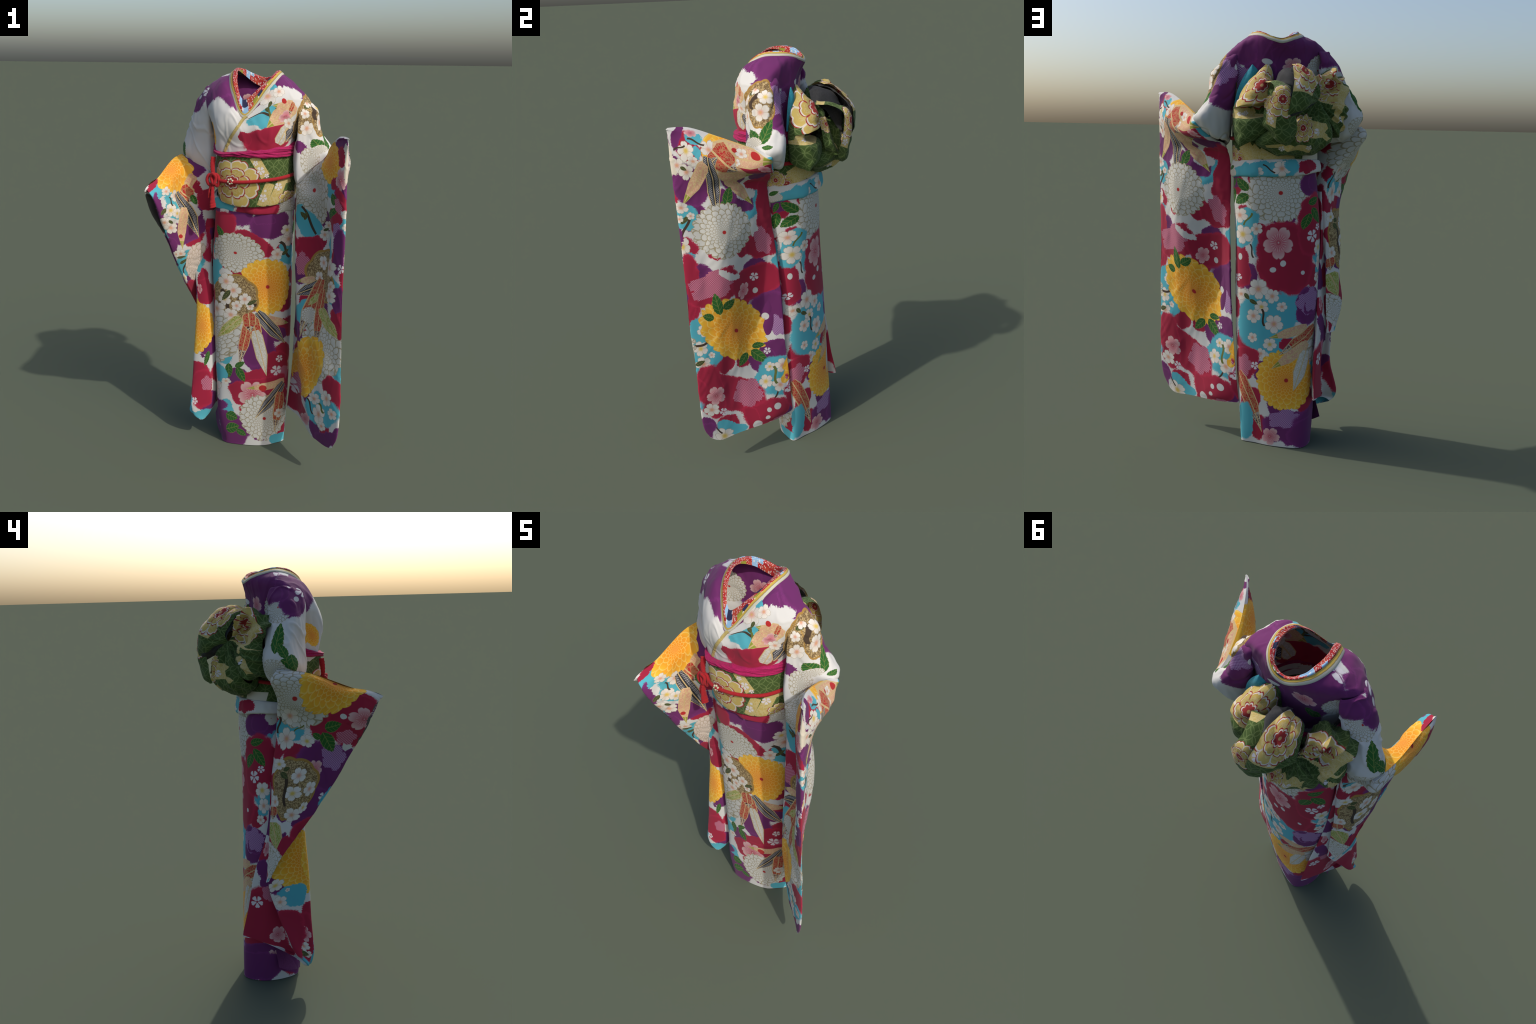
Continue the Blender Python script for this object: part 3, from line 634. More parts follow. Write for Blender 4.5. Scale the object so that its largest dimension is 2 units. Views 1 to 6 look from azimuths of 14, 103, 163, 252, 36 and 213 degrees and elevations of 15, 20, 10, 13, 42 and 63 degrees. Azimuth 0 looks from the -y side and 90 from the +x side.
def blossom(g, col, x, y, opt, sh):
    r, a = g.polar(x, y)
    t = g.m("MULTIPLY", g.m("ABSOLUTE", g.centred(g.m("MULTIPLY_ADD", a, 5 / (2 * math.pi), .25))), 2.0)
    R = g.m("MULTIPLY_ADD", g.m("SQRT", g.m("SUBTRACT", 1.02, g.m("MULTIPLY", t, t))), .48, .54)
    notch = g.m("MULTIPLY", g.step(t, .0, .16), .10)
    k = g.m("DIVIDE", r, g.m("SUBTRACT", R, notch))
    if opt == "small":
        f = g.m("MULTIPLY", g.step(k, .92, 1.0), g.m("MULTIPLY", g.step(t, .62, .80), g.m("SUBTRACT", 1.0, g.step(r, .12, .2))))
        return g.mix(f, col, (.62, .58, .60))
    if opt == "pink":
        fill = g.ramp(r, [(.0, (.62, .50, .48)), (.08, (.42, .07, .10)), (.35, (.48, .12, .16)), (.80, (.58, .33, .33)), (1.0, (.60, .42, .40))])
        line = g.m("MULTIPLY", g.step(g.m("ABSOLUTE", g.centred(g.m("MULTIPLY", a, 20 / (2 * math.pi)))), .06, .14), g.step(g.m("ABSOLUTE", g.m("SUBTRACT", r, .34)), .16, .22))
        out = g.mix(g.m("MULTIPLY", line, .8), fill, (.64, .50, .48))
        return g.mix(g.step(k, .94, 1.0), col, out)
    heart = (.60, .30, .22) if opt == "white" else (.58, .42, .10)
    fill = g.ramp(r, [(.0, (.56, .40, .10)), (.13, heart), (.42, (.64, .58, .51)), (1.0, (.66, .64, .59))])
    line = g.m("MAXIMUM", g.step(g.m("ABSOLUTE", g.m("SUBTRACT", k, .965)), .02, .05), g.m("MULTIPLY", g.m("SUBTRACT", 1.0, g.step(t, .90, .97)), g.m("SUBTRACT", 1.0, g.step(r, .2, .3))))
    out = g.mix(g.m("MULTIPLY", line, .65), fill, (.30, .22, .11))
    return g.mix(g.step(k, .98, 1.0), col, out)


def leaf(g, col, x, y, opt, sh):
    ay = g.m("ABSOLUTE", y)
    w = g.m("MULTIPLY", g.m("POWER", g.m("MAXIMUM", g.m("SUBTRACT", 1.0, g.m("MULTIPLY", x, x)), .0), .7), g.m("MULTIPLY_ADD", x, -.22, .92))
    saw = g.m("MULTIPLY", g.m("FRACT", g.m("MULTIPLY", x, 3.5)), .12)
    d = g.m("DIVIDE", ay, g.m("MAXIMUM", g.m("SUBTRACT", w, saw), .001))
    vein = g.m("MAXIMUM", g.step(ay, .03, .07), g.step(g.m("ABSOLUTE", g.centred(g.m("MULTIPLY", g.m("MULTIPLY_ADD", ay, -.55, x), 2.4))), .03, .09))
    c = {"green": GREEN, "dark": (.050, .058, .022)}.get(opt, GREEN)
    out = g.mix(g.m("MULTIPLY", vein, .55), c, (.24, .27, .07))
    out = g.mix(g.step(d, .88, .94), (.20, .20, .06), out)
    return g.mix(g.step(d, .96, 1.0), col, out)


def dapple(g, col, x, y, opt, sh):
    """Tie-dyed lattice patch with a stepped flower outline."""
    sx, sy = g.m("SNAP", x, .11), g.m("SNAP", y, .11)
    r, a = g.polar(sx, sy)
    R = g.m("MULTIPLY_ADD", g.m("ABSOLUTE", g.m("COSINE", g.m("MULTIPLY", a, 2.5))), .30, .70)
    f = g.m("LESS_THAN", r, R)
    p, q = sh["lattice"]
    dots = g.m("MULTIPLY", g.m("GREATER_THAN", g.m("ADD", p, q), .52), 1.0)
    c = {"red": (.52, .22, .30), "purple": (.40, .25, .42)}[opt]
    bg = {"red": (.34, .050, .105), "purple": (.20, .065, .21)}[opt]
    return g.mix(f, col, g.mix(dots, bg, c))


def medallion(g, col, x, y, opt, sh):
    r, a = g.polar(x, y)
    k = g.m("DIVIDE", r, g.m("MULTIPLY_ADD", g.m("ABSOLUTE", g.m("SINE", g.m("MULTIPLY", a, 4.0))), .07, .93))
    ground = g.mix(sh["crackle"], (.42, .31, .15), (.16, .10, .045))
    out = g.mix(g.step(k, .90, .92), (.33, .19, .045), ground)
    return g.mix(g.step(k, .98, 1.0), col, out)


def ribbon(g, col, x, y, opt, sh):
    w = g.m("MINIMUM", 1.0, g.m("MULTIPLY", g.m("SUBTRACT", 1.0, x), 1.15))
    w = g.m("MINIMUM", w, g.m("MULTIPLY_ADD", x, 1.6, 2.2))
    ay = g.m("ABSOLUTE", y)
    d = g.m("DIVIDE", ay, g.m("MAXIMUM", w, .001))
    f = g.m("MULTIPLY", g.step(d, .94, 1.0), g.m("LESS_THAN", g.m("ABSOLUTE", x), 1.0))
    if opt == "char":
        p, q = sh["lattice"]
        fill = g.mix(g.m("MULTIPLY", g.m("GREATER_THAN", g.m("ADD", p, q), .56), g.step(g.m("ABSOLUTE", g.m("SUBTRACT", d, .52)), .22, .26)), CHAR, (.40, .39, .40))
    elif opt == "scarlet":
        fill = g.mix(g.m("MULTIPLY", sh["crackle"], .8), SCARLET, (.42, .22, .10))
        fill = g.mix(g.m("GREATER_THAN", x, .35), fill, g.mix(sh["crackle"], (.075, .020, .022), (.45, .40, .34)))
    elif opt == "beige":
        fill = g.mix(sh["crackle"], BEIGE, (.56, .30, .20))
        fill = g.mix(g.m("GREATER_THAN", x, .55), fill, LIME)
    elif opt == "lime":
        fill = g.mix(sh["crackle"], LIME, (.44, .44, .20))
    else:
        fill = g.mix(g.m("MULTIPLY", sh["crackle"], .5), WHITE, (.40, .34, .18))
    out = g.mix(g.m("MAXIMUM", g.m("SUBTRACT", 1.0, g.step(d, .82, .86)), g.step(ay, .05, .09)), fill, (.55, .40, .19))
    return g.mix(f, col, out)


def twig(g, col, x, y, opt, sh):
    d = g.m("ABSOLUTE", g.m("SUBTRACT", y, g.m("MULTIPLY", g.m("SINE", g.m("MULTIPLY", x, 2.4)), .5)))
    f = g.m("MULTIPLY", g.step(d, .28, .36), g.m("LESS_THAN", g.m("ABSOLUTE", x), 1.0))
    return g.mix(f, col, (.055, .035, .022) if opt != "green" else (.12, .14, .03))


def brocade_flower(g, col, x, y, opt, sh):
    """Three rings of woven petals, each edged white and red."""
    r, a = g.polar(x, y)
    W, RD, GO = (.60, .54, .46), (.30, .026, .024), (.50, .375, .110)
    for n, rho, turn, dip, body in ((8, 1.0, .0, .26, GO), (6, .64, .5, .30, (.44, .32, .08)), (8, .31, .25, .45, RD)):
        t = g.m("MULTIPLY", g.m("ABSOLUTE", g.centred(g.m("MULTIPLY_ADD", a, n / (2 * math.pi), turn))), 2.0)
        shape = g.m("MULTIPLY_ADD", g.m("SQRT", g.m("SUBTRACT", 1.01, g.m("MULTIPLY", t, t))), dip, 1.0 - dip)
        if rho > .4:
            shape = g.m("SUBTRACT", shape, g.m("MULTIPLY", g.step(t, .0, .22), .07))
        k = g.m("DIVIDE", r, g.m("MULTIPLY", shape, rho))
        w0 = .035 / rho
        c = g.ramp(k, [(.0, body), (.965 - 2.1 * w0, W), (.985 - w0, RD)], True)
        gap = g.m("MULTIPLY", g.m("SUBTRACT", 1.0, g.step(t, .86, .93)), g.m("SUBTRACT", 1.0, g.step(k, .62, .7)))
        c = g.mix(gap, c, RD if rho < .9 else W)
        if rho > .4:
            c = g.mix(g.m("MULTIPLY", g.m("MULTIPLY", sh["crackle"], .25), g.step(k, .7, .75)), c, (.60, .54, .40))
        col = g.mix(g.step(k, .985, 1.0), col, c)
    return g.mix(g.step(r, .05, .07), col, (.50, .30, .12))


def brocade_band(g, col, x, y, opt, sh):
    f = g.m("MULTIPLY", g.step(g.m("ABSOLUTE", y), .97, 1.0), g.step(g.m("ABSOLUTE", x), .97, 1.0))
    return g.mix(f, col, g.mix(g.m("MULTIPLY", sh["crackle"], .45), BROCADE_GOLD, (.58, .50, .30)))


MOTIFS = {f.__name__: f for f in (blob, spot, patch, chrysanthemum, blossom, leaf, dapple, medallion, ribbon, twig, brocade_flower, brocade_band)}


GROUPS = {}


def motif_group(kind, opt):
    """One shared node group per kind of motif and colour."""
    key = (kind, opt)
    if key not in GROUPS:
        t = bpy.data.node_groups.new("print_" + kind + ("_" + opt if opt else ""), "ShaderNodeTree")
        for nm, tp in (("Ground", "NodeSocketColor"), ("Cloth", "NodeSocketVector"), ("Across", "NodeSocketVector"), ("Along", "NodeSocketVector"),
                       ("Wobble", "NodeSocketFloat"), ("Lattice A", "NodeSocketFloat"), ("Lattice B", "NodeSocketFloat"), ("Crackle", "NodeSocketFloat")):
            t.interface.new_socket(nm, in_out="INPUT", socket_type=tp)
        t.interface.new_socket("Color", in_out="OUTPUT", socket_type="NodeSocketColor")
        g = Ink(t)
        gi, go = g.n.new("NodeGroupInput"), g.n.new("NodeGroupOutput")
        def along(k):
            nd = g.n.new("ShaderNodeVectorMath"); nd.operation = "DOT_PRODUCT"
            g.l.new(gi.outputs["Cloth"], nd.inputs[0]); g.l.new(gi.outputs[k], nd.inputs[1])
            return nd.outputs["Value"]
        sh = {"wob": gi.outputs["Wobble"], "lattice": (gi.outputs["Lattice A"], gi.outputs["Lattice B"]), "crackle": gi.outputs["Crackle"]}
        g.l.new(MOTIFS[kind](g, gi.outputs["Ground"], along("Across"), along("Along"), opt, sh), go.inputs[0])
        GROUPS[key] = t
    return GROUPS[key]


def weave(g, uv, col, rough=.85, sheen=.25, bump=.10):
    """Fine silk weave: slight grain in colour, bump and gloss."""
    bs = g.n.new("ShaderNodeBsdfPrincipled"); out = g.n.new("ShaderNodeOutputMaterial")
    nz = g.noise(uv, 900, 2.0).outputs["Fac"]
    col = g.mix(g.m("MULTIPLY", g.step(nz, .35, .7), .10), col, (.02, .02, .02))
    g.l.new(col, bs.inputs["Base Color"])
    bs.inputs["Roughness"].default_value = rough
    bs.inputs["Specular IOR Level"].default_value = .16
    bs.inputs["Sheen Weight"].default_value = sheen * .3
    bp = g.n.new("ShaderNodeBump"); bp.inputs["Strength"].default_value = bump; bp.inputs["Distance"].default_value = .001
    g.l.new(nz, bp.inputs["Height"]); g.l.new(bp.outputs[0], bs.inputs["Normal"])
    g.l.new(bs.outputs[0], out.inputs[0])
    return bs


def print_material(name, ground, motifs, period):
    mat = bpy.data.materials.new(name); mat.use_nodes = True
    mat.node_tree.nodes.clear()
    g = Ink(mat)
    tc = g.n.new("ShaderNodeUVMap"); tc.uv_map = "cloth"
    sep = g.n.new("ShaderNodeSeparateXYZ"); g.l.new(tc.outputs[0], sep.inputs[0])
    u, v = sep.outputs[0], sep.outputs[1]
    def combine(a, b):
        c = g.n.new("ShaderNodeCombineXYZ"); g.put(c.inputs[0], a); g.put(c.inputs[1], b); c.inputs[2].default_value = 1.0
        return c.outputs[0]
    uv = combine(u, v)
    kinds = {m[0] for m in motifs}
    sh = {}
    low, high = g.noise(uv, 16, 1.0), g.noise(uv, 150, 1.0)
    sl, sh_ = g.n.new("ShaderNodeSeparateColor"), g.n.new("ShaderNodeSeparateColor")
    g.l.new(low.outputs["Color"], sl.inputs[0]); g.l.new(high.outputs["Color"], sh_.inputs[0])
    def wob(base, a, b):
        return g.m("ADD", base, g.m("MULTIPLY_ADD", g.m("SUBTRACT", a, .5), .040, g.m("MULTIPLY", g.m("SUBTRACT", b, .5), .016)))
    soft = combine(wob(u, sl.outputs[0], sh_.outputs[0]), wob(v, sl.outputs[1], sh_.outputs[1]))
    sh["wob"] = g.m("SUBTRACT", sl.outputs[2], .5)
    sh["lattice"] = (g.m("ABSOLUTE", g.centred(g.m("MULTIPLY", g.m("ADD", u, v), 110))), g.m("ABSOLUTE", g.centred(g.m("MULTIPLY", g.m("SUBTRACT", u, v), 110))))
    if kinds & {"medallion", "ribbon", "brocade_flower", "brocade_band"} or ground == "brocade":
        vo = g.n.new("ShaderNodeTexVoronoi"); vo.feature = "DISTANCE_TO_EDGE"; vo.inputs["Scale"].default_value = 85
        g.l.new(soft, vo.inputs["Vector"])
        sh["crackle"] = g.step(vo.outputs["Distance"], .06, .16)
    if ground == "brocade":
        fx, fy = (g.m("ABSOLUTE", g.centred(g.m("MULTIPLY", w, 17.0))) for w in (g.m("ADD", u, v), g.m("SUBTRACT", u, v)))
        def ringline(ox, oy):
            a = g.m("ADD", g.m("MULTIPLY", fx, ox), .5); b = g.m("ADD", g.m("MULTIPLY", fy, oy), .5)
            return g.m("ABSOLUTE", g.m("SUBTRACT", g.m("SQRT", g.m("MULTIPLY_ADD", a, a, g.m("MULTIPLY", b, b))), .70))
        ln = g.m("MINIMUM", ringline(-1, -1), g.m("MINIMUM", ringline(1, -1), ringline(-1, 1)))
        col = g.mix(g.m("MULTIPLY", g.step(ln, .025, .06), .8), BROCADE_GREEN, (.13, .18, .060))
    else:
        col = g.mix(0.0, TONES[ground], TONES[ground])
    for kind, opt, cu, cv, au, av, bu, bv in motifs:
        det = au * bv - av * bu
        if abs(det) < 1e-9:
            continue
        ix, iy = (bv / det, -bu / det), (-av / det, au / det)
        src = soft if kind == "blob" else uv
        nd = g.n.new("ShaderNodeGroup"); nd.node_tree = motif_group(kind, opt)
        g.l.new(col, nd.inputs[0]); g.l.new(src, nd.inputs[1])
        nd.inputs[2].default_value = (ix[0], ix[1], -(ix[0] * cu + ix[1] * cv))
        nd.inputs[3].default_value = (iy[0], iy[1], -(iy[0] * cu + iy[1] * cv))
        if kind == "chrysanthemum":
            g.l.new(sh["wob"], nd.inputs[4])
        if kind in ("dapple", "ribbon"):
            g.l.new(sh["lattice"][0], nd.inputs[5]); g.l.new(sh["lattice"][1], nd.inputs[6])
        if "crackle" in sh and kind in ("medallion", "ribbon", "brocade_flower", "brocade_band"):
            g.l.new(sh["crackle"], nd.inputs[7])
        col = nd.outputs[0]
    weave(g, uv, col)
    return mat


def dress(ob, name, ground, motifs, closed=True, tile=.24):
    """Give a loft its print.  The cloth is divided in tiles so that each material only holds the motifs that touch it."""
    U, V = ob["cloth_size"]
    me = ob.data
    nu_, nv_ = max(1, round(U / tile)), max(1, round(V / tile))
    uvl = me.uv_layers["cloth"].data
    uvs = np.zeros(len(uvl) * 2, np.float32); uvl.foreach_get("uv", uvs); uvs = uvs.reshape(-1, 2)
    starts = np.array([p.loop_start for p in me.polygons]); mid = uvs[starts] * .5 + uvs[starts + 2] * .5
    tu = np.clip((mid[:, 0] / U * nu_).astype(int), 0, nu_ - 1); tv = np.clip((mid[:, 1] / V * nv_).astype(int), 0, nv_ - 1)
    index = {}
    out = np.zeros(len(starts), np.int32)
    for i, key in enumerate(zip(tu.tolist(), tv.tolist())):
        if key not in index:
            u0, u1, v0, v1 = key[0] * U / nu_, (key[0] + 1) * U / nu_, key[1] * V / nv_, (key[1] + 1) * V / nv_
            here = []
            for (kind, opt, cu, cv, au, av, bu, bv) in motifs:
                grow_ = 1.15 if kind == "blob" else 1.02
                k = math.sqrt(2) if kind in ("patch", "brocade_band", "ribbon", "twig", "leaf", "blob") else 1.0
                pad = .05 if kind == "blob" else .004
                ru, rv = k * math.hypot(au, bu) * grow_ + pad, k * math.hypot(av, bv) * grow_ + pad
                for s in ((-U, 0.0, U) if closed else (0.0,)):
                    if cu + s + ru > u0 and cu + s - ru < u1 and cv + rv > v0 and cv - rv < v1:
                        here.append((kind, opt, cu + s, cv, au, av, bu, bv))
            index[key] = len(me.materials)
            me.materials.append(print_material(name, ground, here, U))
        out[i] = index[key]
    me.polygons.foreach_set("material_index", out)
    me.update()


def blotches(ob, seed, colors=("red", "red", "purple", "red", "purple", "teal")):
    """Loose ground of tie-dyed patches with white channels between them."""
    rnd = random.Random(seed)
    U, V = ob["cloth_size"]
    out = []
    nu_, nv_ = max(2, round(U / .15)), max(2, round(V / .15))
    for i in range(nu_):
        for j in range(nv_):
            c = rnd.choice(colors)
            u, v = (i + .5 + .5 * (j % 2) + rnd.uniform(-.12, .12)) * U / nu_, (j + .5 + rnd.uniform(-.12, .12)) * V / nv_
            a, w = rnd.uniform(0, math.pi), rnd.uniform(.055, .075)
            h = w * rnd.uniform(.75, 1.0)
            out.append(("blob", c, u, v, w * math.cos(a), w * math.sin(a), -h * math.sin(a), h * math.cos(a)))
    return out


def plain(name, c, rough=.75, bump=.15, grain=140, speck=None):
    mat = bpy.data.materials.new(name); mat.use_nodes = True
    mat.node_tree.nodes.clear()
    g = Ink(mat)
    tc = g.n.new("ShaderNodeTexCoord")
    co = tc.outputs["Object"]
    nz = g.noise(co, grain, 3.0).outputs["Fac"]
    col = g.mix(g.step(nz, .3, .7), shade(c, 1.12), shade(c, .80))
    if speck:
        vo = g.n.new("ShaderNodeTexVoronoi"); vo.inputs["Scale"].default_value = speck[0]; g.l.new(co, vo.inputs["Vector"])
        col = g.mix(g.step(vo.outputs["Distance"], .25, .40), col, speck[1])
    weave(g, co, col, rough, bump=bump)
    return mat


def striped_trim(name, length):
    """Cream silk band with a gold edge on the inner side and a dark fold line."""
    mat = bpy.data.materials.new(name); mat.use_nodes = True
    mat.node_tree.nodes.clear()
    g = Ink(mat)
    tc = g.n.new("ShaderNodeUVMap"); tc.uv_map = "cloth"
    sep = g.n.new("ShaderNodeSeparateXYZ"); g.l.new(tc.outputs[0], sep.inputs[0])
    nz = g.noise(tc.outputs[0], 60, 2.0).outputs["Fac"]
    v = g.m("DIVIDE", sep.outputs[1], length)
    v = g.m("MULTIPLY_ADD", g.m("SUBTRACT", nz, .5), .10, v)
    col = g.ramp(v, [(.0, (.44, .43, .33)), (.44, (.50, .48, .38)), (.50, (.16, .13, .06)), (.54, (.46, .32, .06)), (.80, (.50, .35, .07)), (.86, (.20, .12, .03))])
    weave(g, tc.outputs[0], col, .6)
    return mat


def patchwork(name):
    """Small squares of red, orange, navy, sky and olive prints with white florets."""
    mat = bpy.data.materials.new(name); mat.use_nodes = True
    mat.node_tree.nodes.clear()
    g = Ink(mat)
    tc = g.n.new("ShaderNodeUVMap"); tc.uv_map = "cloth"
    sep = g.n.new("ShaderNodeSeparateXYZ"); g.l.new(tc.outputs[0], sep.inputs[0])
    u, v = sep.outputs[0], sep.outputs[1]
    cu = g.m("FLOOR", g.m("MULTIPLY", u, 34)); cv = g.m("FLOOR", g.m("MULTIPLY_ADD", v, 40, .3))
    cell = g.n.new("ShaderNodeCombineXYZ"); g.l.new(cu, cell.inputs[0]); g.l.new(cv, cell.inputs[1])
    wn = g.n.new("ShaderNodeTexWhiteNoise"); wn.noise_dimensions = "2D"; g.l.new(cell.outputs[0], wn.inputs["Vector"])
    base = g.ramp(wn.outputs["Value"], [(.0, (.36, .018, .020)), (.40, (.40, .045, .026)), (.62, (.34, .016, .020)), (.74, TONES["navy"]), (.86, TONES["sky"]), (.94, (.26, .24, .03))], True)
    vo = g.n.new("ShaderNodeTexVoronoi"); vo.inputs["Scale"].default_value = 190; g.l.new(tc.outputs[0], vo.inputs["Vector"])
    fl = g.m("MULTIPLY", g.step(vo.outputs["Distance"], .30, .42), g.step(wn.outputs["Value"], .74, .76))
    col = g.mix(g.m("MULTIPLY", fl, .85), base, (.64, .56, .50))
    big = g.n.new("ShaderNodeTexVoronoi"); big.inputs["Scale"].default_value = 70; g.l.new(tc.outputs[0], big.inputs["Vector"])
    col = g.mix(g.m("MULTIPLY", g.step(big.outputs["Distance"], .26, .30), g.m("GREATER_THAN", wn.outputs["Value"], .74)), col, (.60, .60, .60))
    weave(g, tc.outputs[0], col, .7)
    return mat

